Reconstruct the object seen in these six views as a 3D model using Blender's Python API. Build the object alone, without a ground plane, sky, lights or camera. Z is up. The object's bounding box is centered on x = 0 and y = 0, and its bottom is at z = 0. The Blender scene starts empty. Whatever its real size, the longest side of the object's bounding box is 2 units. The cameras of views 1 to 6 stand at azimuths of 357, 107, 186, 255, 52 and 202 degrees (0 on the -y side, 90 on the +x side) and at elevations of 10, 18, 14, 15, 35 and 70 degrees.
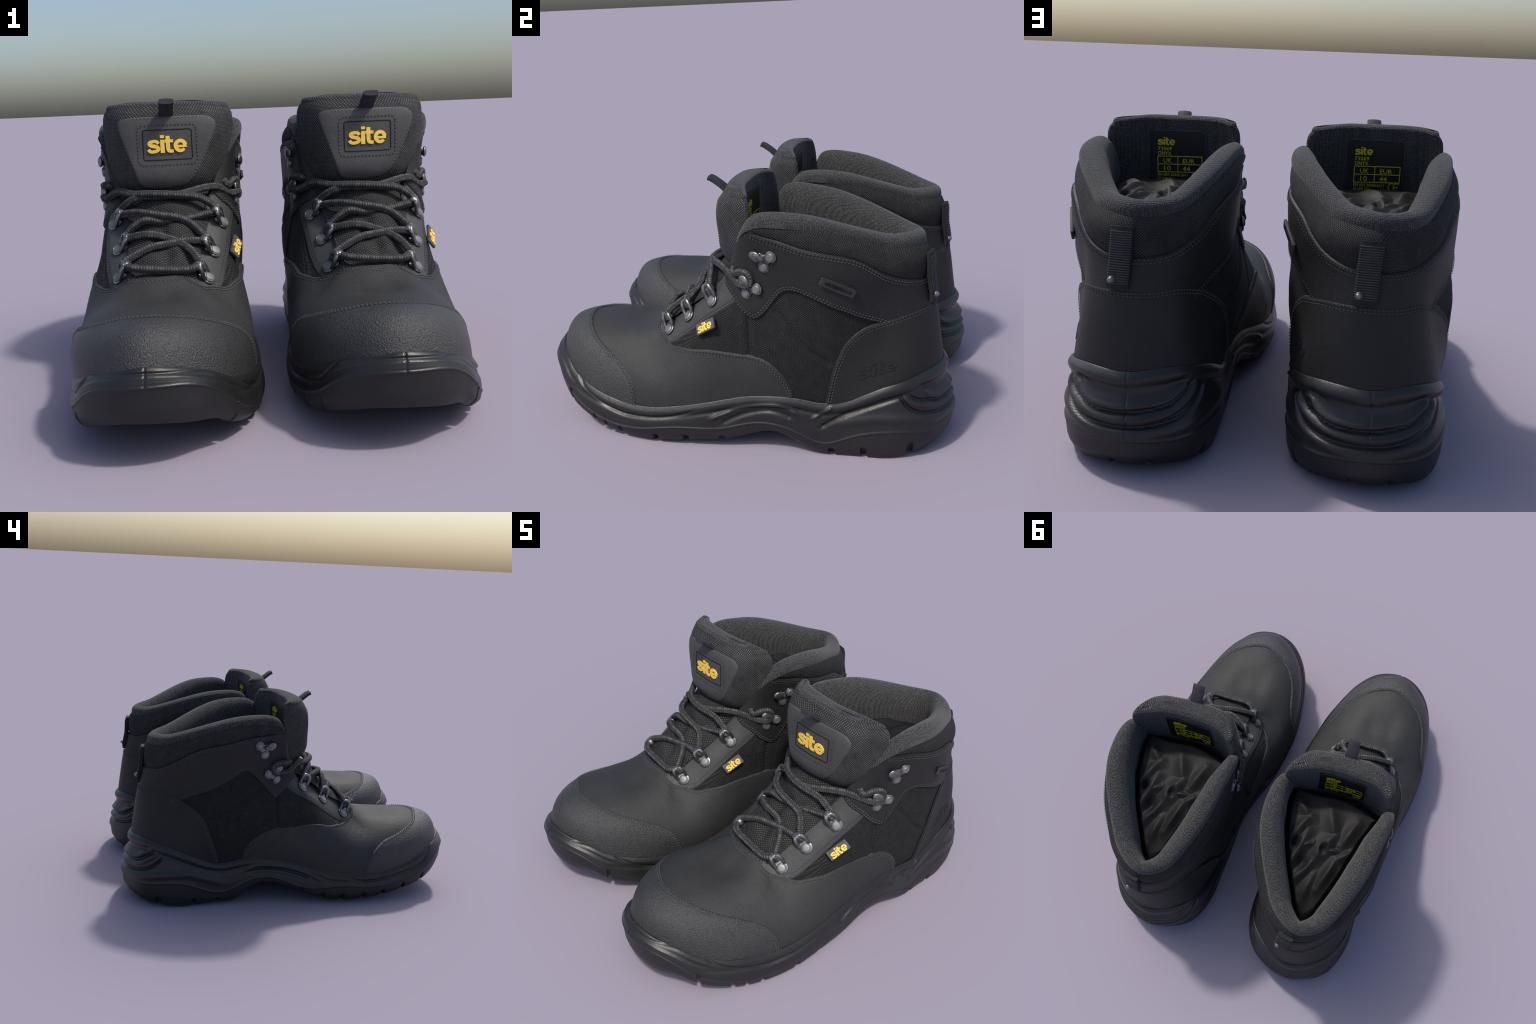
import bpy, bmesh, math, random
import numpy as np
from mathutils import Vector, Matrix
from mathutils.kdtree import KDTree

# =====================================================================
#  A pair of black safety boots.  One boot is modelled in its own frame
#  (toe to -y, heel to +y, lateral side to +x) and then set down twice.
# =====================================================================
# ---------------------------------------------------------------- splines
def cubic_coeff(P, closed):
    """second derivatives of a C2 cubic spline through P on integer knots"""
    n = len(P)
    A = np.zeros((n, n)); B = np.zeros_like(P, dtype=float)
    for i in range(n):
        if closed or 0 < i < n - 1:
            A[i, (i - 1) % n] += 1; A[i, i] += 4; A[i, (i + 1) % n] += 1
            B[i] = 6 * (P[(i - 1) % n] - 2 * P[i] + P[(i + 1) % n])
        else:
            A[i, i] = 1
    return np.linalg.solve(A, B.reshape(n, -1)).reshape(B.shape)

def cubic_eval(P, M, t, closed):
    n = len(P)
    t = np.asarray(t, float)
    i = np.floor(t).astype(int)
    if not closed:
        i = np.clip(i, 0, n - 2)
    f = (t - i)
    f = f.reshape(f.shape + (1,) * (P.ndim - 1))
    a = i % n; b = (i + 1) % n
    return (P[a] * (1 - f) + P[b] * f
            + M[a] * ((1 - f) ** 3 - (1 - f)) / 6 + M[b] * (f ** 3 - f) / 6)

def spline(P, n, closed=False):
    """n points on a smooth curve through P, about evenly spaced"""
    P = np.asarray(P, float)
    M = cubic_coeff(P, closed)
    k = len(P) if closed else len(P) - 1
    t = np.linspace(0, k, max(n * 4, 200) + 1)
    Q = cubic_eval(P, M, t, closed)
    d = np.r_[0, np.cumsum(np.linalg.norm(np.diff(Q, axis=0), axis=1))]
    tt = np.interp(np.linspace(0, d[-1], n + 1 if closed else n), d, t)
    if closed:
        tt = tt[:-1]
    return cubic_eval(P, M, tt, closed)

def smooth(a, b, x):
    t = np.clip((x - a) / (b - a), 0, 1)
    return t * t * (3 - 2 * t)

# ---------------------------------------------------------------- sole outline
# once round the sole from the heel seam over the outer side to the toe and back:
# x, y (widest line), height of the top edge, of the parting line, of the tread
# edge, inset of the top edge, inset of the tread edge
SOLE = np.array([
    (0, .996, .384, .147, .030, .052, .040), (.132, .962, .384, .135, .026, .056, .038),
    (.223, .897, .378, .130, .018, .055, .033), (.280, .805, .362, .138, .008, .038, .025),
    (.304, .700, .335, .135, .000, .028, .020), (.311, .580, .280, .105, .000, .020, .020),
    (.318, .460, .255, .063, .000, .015, .020), (.326, .350, .268, .100, .035, .018, .025),
    (.333, .240, .272, .138, .085, .018, .030), (.333, .120, .262, .132, .062, .015, .030),
    (.346, .000, .238, .102, .028, .017, .030), (.360, -.120, .212, .095, .018, .019, .030),
    (.370, -.250, .188, .090, .003, .023, .030), (.370, -.380, .172, .070, .000, .028, .030),
    (.352, -.510, .175, .060, .006, .030, .030), (.319, -.655, .200, .085, .030, .034, .030),
    (.256, -.802, .245, .150, .075, .038, .030), (.196, -.883, .290, .225, .122, .042, .028),
    (.111, -.954, .325, .280, .142, .042, .024), (.020, -.989, .345, .292, .156, .037, .020),
    (-.060, -.996, .350, .292, .160, .034, .020), (-.150, -.973, .335, .285, .156, .038, .020),
    (-.242, -.900, .310, .255, .128, .038, .022), (-.309, -.797, .270, .180, .092, .033, .024),
    (-.348, -.662, .230, .130, .058, .030, .028), (-.370, -.530, .200, .110, .035, .028, .030),
    (-.378, -.400, .188, .105, .020, .025, .030), (-.371, -.270, .190, .115, .015, .025, .030),
    (-.353, -.140, .207, .105, .025, .025, .030), (-.318, -.010, .240, .105, .064, .018, .030),
    (-.292, .120, .270, .152, .108, .015, .030), (-.279, .250, .280, .160, .104, .014, .030),
    (-.279, .360, .272, .118, .025, .020, .030), (-.278, .460, .256, .085, .012, .025, .030),
    (-.282, .570, .282, .110, .006, .025, .028), (-.288, .680, .328, .150, .004, .032, .025),
    (-.268, .795, .365, .152, .010, .042, .025), (-.214, .901, .388, .140, .020, .056, .033),
    (-.114, .968, .392, .140, .028, .055, .038)])

NS = 1500                                    # points round the sole
sole_line = spline(SOLE, NS, True)
_tan = np.roll(sole_line[:, :2], -1, 0) - np.roll(sole_line[:, :2], 1, 0)
_tan /= np.linalg.norm(_tan, axis=1)[:, None]
sole_in = np.c_[_tan[:, 1], -_tan[:, 0]]     # points to the inside
if (sole_in * -sole_line[:, :2]).sum() < 0:
    sole_in = -sole_in
feather = np.c_[sole_line[:, :2] + sole_in * sole_line[:, 5:6], sole_line[:, 2]]

# ---------------------------------------------------------------- upper
# stations once round the boot, each a profile from the sole up to the rim:
# heel, outer side, toe, inner side.
UPPER = np.array([
    [(0, .943, .384), (0, .922, .51), (0, .902, .65), (0, .876, .78), (0, .874, .86), (-.010, .855, .928)],
    [(.180, .885, .378), (.170, .848, .51), (.157, .820, .66), (.151, .808, .78), (.151, .801, .87), (.113, .793, .935)],
    [(.280, .720, .338), (.246, .702, .48), (.228, .698, .62), (.232, .695, .76), (.238, .698, .87), (.187, .705, .958)],
    [(.300, .470, .262), (.316, .490, .42), (.324, .490, .60), (.330, .500, .77), (.337, .500, .93), (.305, .500, 1.037)],
    [(.312, .300, .275), (.334, .290, .42), (.340, .280, .58), (.325, .280, .75), (.336, .290, .95), (.350, .310, 1.070)],
    [(.345, .100, .265), (.319, .100, .37), (.313, .100, .50), (.312, .100, .64), (.292, .120, .82), (.318, .135, 1.030)],
    [(.350, -.120, .215), (.333, -.110, .33), (.304, -.085, .48), (.268, -.060, .62), (.238, -.030, .705), (.196, .002, .800)],
    [(.355, -.300, .180), (.336, -.295, .28), (.286, -.285, .382), (.223, -.283, .449), (.171, -.290, .500), (.115, -.250, .570)],
    [(.325, -.480, .180), (.310, -.475, .27), (.264, -.450, .357), (.200, -.420, .425), (.135, -.375, .478), (.090, -.335, .525)],
    [(.255, -.700, .215), (.240, -.690, .31), (.200, -.630, .40), (.130, -.530, .453), (.080, -.440, .478), (.040, -.365, .522)],
    [(.140, -.870, .290), (.130, -.850, .37), (.100, -.780, .438), (.050, -.630, .465), (.020, -.490, .462), (0, -.372, .520)],
    [(-.045, -.950, .345), (-.045, -.922, .41), (-.045, -.845, .460), (-.045, -.680, .472), (-.045, -.510, .462), (-.042, -.373, .520)],
    [(-.200, -.875, .310), (-.200, -.855, .38), (-.170, -.790, .443), (-.125, -.650, .466), (-.095, -.500, .463), (-.085, -.365, .520)],
    [(-.300, -.720, .255), (-.300, -.710, .34), (-.255, -.650, .422), (-.190, -.540, .456), (-.145, -.440, .474), (-.115, -.352, .522)],
    [(-.350, -.500, .200), (-.352, -.500, .29), (-.308, -.470, .375), (-.240, -.420, .428), (-.180, -.370, .477), (-.130, -.325, .535)],
    [(-.355, -.300, .185), (-.355, -.295, .28), (-.310, -.285, .39), (-.238, -.275, .464), (-.186, -.285, .508), (-.125, -.250, .585)],
    [(-.335, -.100, .215), (-.340, -.100, .33), (-.310, -.080, .48), (-.253, -.050, .62), (-.215, -.010, .692), (-.172, .035, .788)],
    [(-.300, .100, .265), (-.320, .100, .38), (-.312, .100, .50), (-.280, .110, .65), (-.244, .130, .82), (-.270, .135, 1.030)],
    [(-.275, .300, .277), (-.310, .300, .42), (-.313, .290, .58), (-.276, .290, .77), (-.287, .310, .95), (-.272, .315, 1.068)],
    [(-.260, .480, .260), (-.294, .490, .42), (-.293, .500, .60), (-.284, .500, .77), (-.284, .500, .93), (-.248, .500, 1.032)],
    [(-.260, .720, .345), (-.226, .702, .48), (-.214, .696, .62), (-.218, .695, .76), (-.227, .700, .87), (-.182, .705, .960)],
    [(-.178, .888, .390), (-.160, .848, .52), (-.146, .818, .66), (-.143, .807, .78), (-.145, .796, .87), (-.123, .803, .932)]])
NST, NLV = UPPER.shape[:2]
# the lowest row tucks in just behind the top edge of the sole
for _k in range(NST):
    _i = np.argmin(((feather[:, :2] - UPPER[_k, 0, :2]) ** 2).sum(1))
    UPPER[_k, 0, :2] = feather[_i, :2] + sole_in[_i] * .004
    UPPER[_k, 0, 2] = feather[_i, 2] - .025

NU, NV = 1056, 176
_cs = np.linspace(0, NST, NU + 1)[:-1]
_rows = cubic_eval(UPPER, cubic_coeff(UPPER, True), _cs, True)          # NU x NLV x 3
_rowsT = np.transpose(_rows, (1, 0, 2))
_cl = np.linspace(0, NLV - 1, NV)
upper_grid = np.transpose(cubic_eval(_rowsT, cubic_coeff(_rowsT, False), _cl, False), (1, 0, 2))  # NU x NV x 3

def grid_normals(G, wrap=True):
    if wrap:
        du = np.roll(G, -1, 0) - np.roll(G, 1, 0)
    else:
        du = np.gradient(G, axis=0)
    dv = np.gradient(G, axis=1)
    n = np.cross(du, dv)
    n /= np.linalg.norm(n, axis=2)[..., None] + 1e-12
    return n
upper_nrm = grid_normals(upper_grid)
if (upper_nrm[220, 40] * np.array([1, 0, 0])).sum() < 0:
    upper_nrm = -upper_nrm

def on_upper(s, t):
    """point and normal of the upper at station s (0..22) and level t (0..5)"""
    s = np.asarray(s, float); t = np.asarray(t, float)
    u = (s / NST * NU) % NU; v = np.clip(t / (NLV - 1) * (NV - 1), 0, NV - 1.001)
    i = np.floor(u).astype(int); j = np.floor(v).astype(int)
    fu = (u - i)[..., None]; fv = (v - j)[..., None]
    i2 = (i + 1) % NU; i = i % NU
    out = []
    for G in (upper_grid, upper_nrm):
        out.append((G[i, j] * (1 - fu) + G[i2, j] * fu) * (1 - fv) + (G[i, j + 1] * (1 - fu) + G[i2, j + 1] * fu) * fv)
    out[1] /= np.linalg.norm(out[1], axis=-1)[..., None]
    return out[0], out[1]

# ---------------------------------------------------------------- mesh helpers
def new_mesh(name, verts, faces, mat, smooth_angle=None):
    me = bpy.data.meshes.new(name)
    me.from_pydata([tuple(map(float, v)) for v in verts], [], [tuple(f) for f in faces])
    me.validate()
    me.polygons.foreach_set("use_smooth", [True] * len(me.polygons))
    if smooth_angle is not None:
        me.set_sharp_from_angle(angle=math.radians(smooth_angle))
    me.materials.append(mat)
    me.update()
    return me

PARTS = []          # (name, mesh, parent part index or None, kind)
def part(name, mesh, parent=None, kind=None, loc=None):
    PARTS.append((name, mesh, parent, kind, loc))
    return len(PARTS) - 1

def grid_faces(nu, nv, wrap_u, base=0, flip=False):
    f = []
    for i in range(nu if wrap_u else nu - 1):
        a = i * nv; b = ((i + 1) % nu) * nv
        for j in range(nv - 1):
            q = (base + a + j, base + b + j, base + b + j + 1, base + a + j + 1)
            f.append(q[::-1] if flip else q)
    return f

def tube(path, r, n=10, caps=True, flat=1.0):
    """round bar along a path (list of points); r may be a list"""
    path = np.asarray(path, float); m = len(path)
    r = np.broadcast_to(np.asarray(r, float), (m,))
    tan = np.gradient(path, axis=0); tan /= np.linalg.norm(tan, axis=1)[:, None] + 1e-12
    ref = np.array([0, 0, 1.0]) if abs(tan[0, 2]) < .9 else np.array([1.0, 0, 0])
    a = np.cross(tan[0], ref); a /= np.linalg.norm(a)
    V = []
    for i in range(m):
        a = a - tan[i] * (a @ tan[i]); a /= np.linalg.norm(a)
        b = np.cross(tan[i], a)
        for k in range(n):
            w = 2 * math.pi * k / n
            V.append(path[i] + (a * math.cos(w) + b * flat * math.sin(w)) * r[i])
    F = []
    for i in range(m - 1):
        for k in range(n):
            F.append((i * n + k, i * n + (k + 1) % n, (i + 1) * n + (k + 1) % n, (i + 1) * n + k))
    if caps:
        F.append(tuple(range(n))[::-1]); F.append(tuple((m - 1) * n + k for k in range(n)))
    return np.array(V), F

def merge(*pairs):
    V, F, o = [], [], 0
    for v, f in pairs:
        V.append(np.asarray(v)); F += [tuple(i + o for i in q) for q in f]; o += len(v)
    return np.vstack(V), F

def frame_at(p, n, ahead):
    """matrix with z along n and y towards 'ahead'"""
    n = np.asarray(n) / np.linalg.norm(n)
    y = np.asarray(ahead, float); y = y - n * (y @ n); y /= np.linalg.norm(y)
    x = np.cross(y, n)
    M = np.eye(4); M[:3, 0] = x; M[:3, 1] = y; M[:3, 2] = n; M[:3, 3] = p
    return M

def place(M, V):
    V = np.asarray(V); return V @ M[:3, :3].T + M[:3, 3]

def lump(p, seed, scale):
    """cheap smooth noise: a few rotated sine waves"""
    r = np.random.RandomState(seed); out = np.zeros(p.shape[:-1])
    for k in range(7):
        d = r.normal(size=3); d /= np.linalg.norm(d)
        out += np.sin((p @ d) * scale * (.6 + .25 * k) + r.uniform(0, 6.28)) / (1 + .35 * k)
    return out / 2.6

# ---------------------------------------------------------------- panels cut out of the upper
upper_tree = KDTree(NU * NV)
for _i, _p in enumerate(upper_grid.reshape(-1, 3)):
    upper_tree.insert(Vector(_p), _i)
upper_tree.balance()

def locate(p):
    """station and level of the point of the upper nearest to p"""
    co, idx, dist = upper_tree.find(Vector(p))
    i, j = divmod(idx, NV)
    j0, j1 = max(j - 1, 0), min(j + 1, NV - 1)
    du = (upper_grid[(i + 1) % NU, j] - upper_grid[(i - 1) % NU, j]) / 2
    dv = (upper_grid[i, j1] - upper_grid[i, j0]) / (j1 - j0)
    A = np.c_[du, dv]; r = np.asarray(p) - upper_grid[i, j]
    w = np.clip(np.linalg.lstsq(A, r, rcond=None)[0], -1, 1)
    return (i + w[0]) / NU * NST, min(max(j + w[1], 0), NV - 1) / (NV - 1) * (NLV - 1)

def unwrap(s, centre):
    return (np.asarray(s) - centre + NST / 2) % NST - NST / 2 + centre

def seam_curve(points, centre, n=400):
    """smooth seam over the upper through 3D points -> dense (s,t)"""
    st = np.array([locate(p) for p in points]); st[:, 0] = unwrap(st[:, 0], centre)
    # spline in an even metric
    return spline(st * np.array([1, .55]), n) / np.array([1, .55])

def inside(poly, q):
    x, y = q[:, 0], q[:, 1]; c = np.zeros(len(q), bool); n = len(poly)
    for a in range(n):
        x0, y0 = poly[a]; x1, y1 = poly[(a + 1) % n]
        if y0 == y1:
            continue
        k = (y0 > y) != (y1 > y)
        c ^= k & (x < (x1 - x0) * (y - y0) / (y1 - y0) + x0)
    return c

STITCHES = []
def stitch_rows(curve, sign, rows, lift, step=.0155, length=.0105, gap=None):
    """thread along a seam, at the given distances inside the panel edge"""
    P, N = on_upper(curve[:, 0], np.clip(curve[:, 1], 0, 5))
    tan = np.gradient(P, axis=0); tan /= np.linalg.norm(tan, axis=1)[:, None] + 1e-9
    inn = np.cross(N, tan) * sign
    for d in rows:
        Q = P + inn * d + N * lift
        L = np.r_[0, np.cumsum(np.linalg.norm(np.diff(Q, axis=0), axis=1))]
        for a in np.arange(step * .5, L[-1] - step * .5, step):
            pts = [np.array([np.interp(a + o, L, Q[:, k]) for k in range(3)]) for o in (-length / 2, length / 2)]
            nn = np.array([np.interp(a, L, N[:, k]) for k in range(3)])
            ii = np.array([np.interp(a, L, inn[:, k]) for k in range(3)])
            STITCHES.append((pts[0], pts[1], nn, ii))

def panel(name, edges, poly, centre, lift, thick, mat, edge_w=.011, rows=(), relief=None, groove=True, extra_grooves=()):
    """a piece of the upper: 'edges' are visible seams (dense (s,t) curves), 'poly'
    the closed (s,t) outline, raised by lift and rounded off towards its edges"""
    ss = unwrap(np.arange(NU) / NU * NST, centre); tt = np.arange(NV) / (NV - 1) * (NLV - 1)
    poly = np.asarray(poly)
    S, Tt = np.meshgrid(ss, tt, indexing="ij")
    flat = np.c_[S.ravel(), Tt.ravel()]
    near = (flat[:, 0] > poly[:, 0].min() - .3) & (flat[:, 0] < poly[:, 0].max() + .3) & \
           (flat[:, 1] > poly[:, 1].min() - .2) & (flat[:, 1] < poly[:, 1].max() + .2)
    ins = np.zeros(len(flat), bool); ins[near] = inside(poly, flat[near])
    # distance to the visible seams
    EP, EI = [], []
    for e, sg in edges:
        P, N = on_upper(e[:, 0], np.clip(e[:, 1], 0, 5))
        tan = np.gradient(P, axis=0); tan /= np.linalg.norm(tan, axis=1)[:, None] + 1e-9
        EP.append(P); EI.append(np.cross(N, tan) * sg)
    X = upper_grid.reshape(-1, 3)
    d = np.where(ins, 1.0, -1.0)
    if EP:
        EP = np.vstack(EP); EI = np.vstack(EI)
        kd = KDTree(len(EP))
        for i, p in enumerate(EP):
            kd.insert(Vector(p), i)
        kd.balance()
        for k in np.where(near)[0]:
            co, i, r = kd.find(Vector(X[k]))
            if r < .012:
                w = float((X[k] - EP[i]) @ EI[i])
                # past the end of the seam the polygon decides
                if abs(w) > .3 * r:
                    d[k] = w if (w > 0) == ins[k] or r < .004 else (r if ins[k] else -r)
                else:
                    d[k] = r if ins[k] else -r
            else:
                d[k] = r if ins[k] else -r
    d = np.where((d >= 0) & (d < 1e-6), 1e-6, d)
    h = lift + thick * (smooth(0, 1, np.sqrt(np.clip(d / edge_w, 0, 1))) - 1)
    if groove:
        for r0 in rows:
            h = h - .0016 * np.exp(-((d - r0) / .0045) ** 2)
    Nn = upper_nrm.reshape(-1, 3)
    if relief is not None:
        h = h + relief(X, flat, d)
    V = X + Nn * h[:, None]
    keep = d > 0
    idx = -np.ones(len(X), int)
    out_v, faces, cut = [], [], {}
    def vid(k):
        if idx[k] < 0:
            idx[k] = len(out_v); out_v.append(V[k])
        return idx[k]
    def cid(a, b):
        key = (a, b) if a < b else (b, a)
        if key not in cut:
            f = d[key[0]] / (d[key[0]] - d[key[1]])
            cut[key] = len(out_v)
            p = X[key[0]] * (1 - f) + X[key[1]] * f; n = Nn[key[0]] * (1 - f) + Nn[key[1]] * f
            out_v.append(p + n * (lift - thick))
        return cut[key]
    K = keep.reshape(NU, NV)
    K2 = np.roll(K, -1, 0)
    cnt = K[:, :-1].astype(int) + K[:, 1:] + K2[:, :-1] + K2[:, 1:]
    for i, j in zip(*np.where(cnt > 0)):
        i2 = (i + 1) % NU
        q = (i * NV + j, i2 * NV + j, i2 * NV + j + 1, i * NV + j + 1)
        if abs(flat[q[0], 0] - flat[q[1], 0]) > 1:
            continue
        if cnt[i, j] == 4:
            faces.append(tuple(vid(k) for k in q[::-1])); continue
        o = []
        for a, b in zip(q, q[1:] + q[:1]):
            if keep[a]:
                o.append(vid(a))
            if keep[a] != keep[b]:
                o.append(cid(a, b))
        if len(o) > 2:
            faces.append(tuple(o[::-1]))
    me = new_mesh(name, out_v, faces, mat)
    for e, sg in edges:
        if rows:
            stitch_rows(e, sg, rows, lift - .0002)
    return me

# ---------------------------------------------------------------- materials
class Nodes:
    def __init__(self, name):
        self.m = bpy.data.materials.new(name); self.m.use_nodes = True
        self.t = self.m.node_tree; self.t.nodes.clear()
        self.out = self.n("ShaderNodeOutputMaterial"); self.bsdf = self.n("ShaderNodeBsdfPrincipled")
        self.link(self.bsdf.outputs[0], self.out.inputs[0])
        self.co = self.n("ShaderNodeTexCoord").outputs["Object"]
    def n(self, kind, **kw):
        x = self.t.nodes.new(kind)
        for k, v in kw.items():
            setattr(x, k, v)
        return x
    def link(self, a, b):
        self.t.links.new(a, b)
    def put(self, sock, v):
        if hasattr(v, "is_output") or isinstance(v, bpy.types.NodeSocket):
            self.link(v, sock)
        else:
            sock.default_value = v
    def math(self, op, a, b=0.0, c=None):
        x = self.n("ShaderNodeMath", operation=op)
        self.put(x.inputs[0], a); self.put(x.inputs[1], b)
        if c is not None:
            self.put(x.inputs[2], c)
        return x.outputs[0]
    def noise(self, scale, detail=3, rough=.55, vec=None):
        x = self.n("ShaderNodeTexNoise"); self.link(vec or self.co, x.inputs["Vector"])
        x.inputs["Scale"].default_value = scale; x.inputs["Detail"].default_value = detail
        x.inputs["Roughness"].default_value = rough
        return x.outputs["Fac"]
    def voronoi(self, scale, feature="F1", vec=None, rnd=1.0):
        x = self.n("ShaderNodeTexVoronoi", feature=feature); self.link(vec or self.co, x.inputs["Vector"])
        x.inputs["Scale"].default_value = scale; x.inputs["Randomness"].default_value = rnd
        return x.outputs["Distance"]
    def ramp(self, f, a, b):
        x = self.n("ShaderNodeMapRange", clamp=True)
        self.put(x.inputs[0], f); x.inputs[1].default_value = a; x.inputs[2].default_value = b
        return x.outputs[0]
    def mix(self, f, a, b):
        x = self.n("ShaderNodeMix", data_type="RGBA")
        self.put(x.inputs[0], f)
        for s, v in ((x.inputs[6], a), (x.inputs[7], b)):
            self.put(s, v if not isinstance(v, tuple) or len(v) == 4 else (*v, 1))
        return x.outputs[2]
    def bump(self, h, strength, dist, prev=None):
        x = self.n("ShaderNodeBump"); self.link(h, x.inputs["Height"])
        x.inputs["Strength"].default_value = strength; x.inputs["Distance"].default_value = dist
        if prev is not None:
            self.link(prev, x.inputs["Normal"])
        return x.outputs[0]
    def stretch(self, sx, sy, sz):
        x = self.n("ShaderNodeMapping"); self.link(self.co, x.inputs[0]); x.inputs["Scale"].default_value = (sx, sy, sz)
        return x.outputs[0]
    def done(self, col, rough, nrm=None, spec=.5, metal=0.0, **kw):
        b = self.bsdf
        self.put(b.inputs["Base Color"], col if not isinstance(col, tuple) else (*col, 1)); self.put(b.inputs["Roughness"], rough)
        b.inputs["Specular IOR Level"].default_value = spec; self.put(b.inputs["Metallic"], metal)
        if nrm is not None:
            self.link(nrm, b.inputs["Normal"])
        for k, v in kw.items():
            self.put(b.inputs[k], v)
        return self.m

def grey(v, tint=(1, 1, 1.005)):
    return tuple(v * t for t in tint)

def leather(name, v, rough=.55, grain=.25, wear=.25, spec=.35):
    k = Nodes(name)
    big = k.ramp(k.noise(5, 4, .6), .3, .72); fine = k.noise(160, 3, .6)
    col = k.mix(big, grey(v * .82), grey(v * 1.16))
    col = k.mix(k.math("MULTIPLY", k.ramp(k.noise(38, 5, .7), .5, .8), .45), col, grey(v * 1.45))
    col = k.mix(k.math("MULTIPLY", k.ramp(fine, .45, .75), .4), col, grey(v * 1.6))
    speck = k.math("MULTIPLY", k.ramp(k.voronoi(42), .045, .02), k.ramp(k.noise(9, 2), .52, .6))
    col = k.mix(k.math("MULTIPLY", speck, wear), col, grey(.25))
    scuff = k.math("MULTIPLY", k.ramp(k.noise(4.5, 9, .75), .54, .74), k.ramp(k.noise(90, 4, .7, k.stretch(1, .35, 1)), .42, .7))
    col = k.mix(k.math("MULTIPLY", scuff, wear * 1.3), col, grey(v * 2.2))
    cells = k.voronoi(210, "SMOOTH_F1")
    n1 = k.bump(cells, grain, .003)
    n2 = k.bump(k.noise(420, 2, .6), grain * .8, .002, n1)
    n3 = k.bump(k.noise(28, 4, .6), .25, .006, n2)
    return k.done(col, k.math("ADD", k.math("MULTIPLY", fine, .2), rough - .1), n3, spec)

def pebble(name, v):
    k = Nodes(name)
    big = k.ramp(k.noise(6, 4, .6), .3, .7)
    warp = k.n("ShaderNodeMix", data_type="VECTOR"); warp.inputs[0].default_value = .03
    nt = k.n("ShaderNodeTexNoise"); k.link(k.co, nt.inputs["Vector"]); nt.inputs["Scale"].default_value = 30
    k.link(k.co, warp.inputs[4]); k.link(nt.outputs["Color"], warp.inputs[5])
    cells = k.voronoi(200, "SMOOTH_F1", warp.outputs[1]); c2 = k.noise(210, 3, .6)
    col = k.mix(big, grey(v * .85), grey(v * 1.12))
    col = k.mix(k.math("MULTIPLY", k.ramp(c2, .5, .75), .4), col, grey(v * 1.7))
    n1 = k.bump(c2, .8, .005); n2 = k.bump(cells, .6, .004, n1)
    return k.done(col, .43, n2, .65)

def weave(name, dark, light, p, q, rough=.85, diag=0.0, strength=.8, across=False, slope=0.0):
    """woven cloth: staggered raised threads, p along and q up"""
    k = Nodes(name)
    sep = k.n("ShaderNodeSeparateXYZ"); k.link(k.co, sep.inputs[0])
    wob = k.math("MULTIPLY", k.math("SUBTRACT", k.noise(14, 2), .5), .003)
    run = k.math("ADD", k.math("ABSOLUTE", sep.outputs[0]), k.math("MULTIPLY", sep.outputs[1], .9 if slope == 0 else 0.0)) if across else k.math("SUBTRACT", sep.outputs[1], k.math("ABSOLUTE", sep.outputs[0]))
    h = k.math("ADD", run, wob)
    z = k.math("ADD", k.math("ADD", k.math("ADD", sep.outputs[2], k.math("MULTIPLY", sep.outputs[1], slope)), wob), k.math("MULTIPLY", h, diag))
    a = k.math("SINE", k.math("MULTIPLY", h, math.pi / p)); b = k.math("SINE", k.math("MULTIPLY", z, math.pi / q))
    w = k.math("MULTIPLY", a, b)
    dots = k.ramp(w, .0, .75)
    patch = k.ramp(k.noise(22, 4, .65), .3, .75)
    thread = k.ramp(k.noise(300, 2), .3, .8)
    lightness = k.math("MULTIPLY", dots, k.math("ADD", k.math("MULTIPLY", patch, .7), k.math("MULTIPLY", thread, .6)))
    col = k.mix(k.math("MINIMUM", lightness, 1.0), grey(dark), grey(light))
    n = k.bump(dots, strength, .004)
    n = k.bump(k.noise(300, 2), .4, .002, n)
    return k.done(col, rough, n, .25)

def knit(name, dark, light, scale):
    """fuzzy spacer knit: closely packed loops"""
    k = Nodes(name)
    st = k.stretch(1, 1, 1.25)
    d = k.voronoi(scale, "F1", st, .45)
    loops = k.ramp(d, .60, .2)
    patch = k.ramp(k.noise(30, 4, .65), .3, .75); fuzz = k.noise(420, 2)
    f = k.math("MULTIPLY", loops, k.math("ADD", k.math("MULTIPLY", patch, .55), k.math("MULTIPLY", fuzz, .8)))
    col = k.mix(k.math("MINIMUM", f, 1.0), grey(dark), grey(light))
    n = k.bump(loops, .55, .004); n = k.bump(fuzz, .4, .002, n)
    return k.done(col, .9, n, .2, **{"Sheen Weight": .15, "Sheen Roughness": .5})

def rubber(name, v, rough=.45):
    k = Nodes(name)
    big = k.ramp(k.noise(5, 5, .65), .3, .75); fine = k.noise(240, 3, .6)
    col = k.mix(big, grey(v * .8), grey(v * 1.2))
    dust = k.math("MULTIPLY", k.ramp(k.noise(26, 6, .7), .58, .78), .35)
    col = k.mix(dust, col, grey(v * 2.6))
    speck = k.math("MULTIPLY", k.ramp(k.voronoi(60), .05, .02), k.ramp(k.noise(12, 2), .5, .6))
    col = k.mix(k.math("MULTIPLY", speck, .4), col, grey(.22))
    n = k.bump(fine, .25, .003); n = k.bump(k.noise(45, 4), .2, .005, n)
    return k.done(col, k.math("ADD", k.math("MULTIPLY", big, .12), rough - .06), n, .45)

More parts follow.
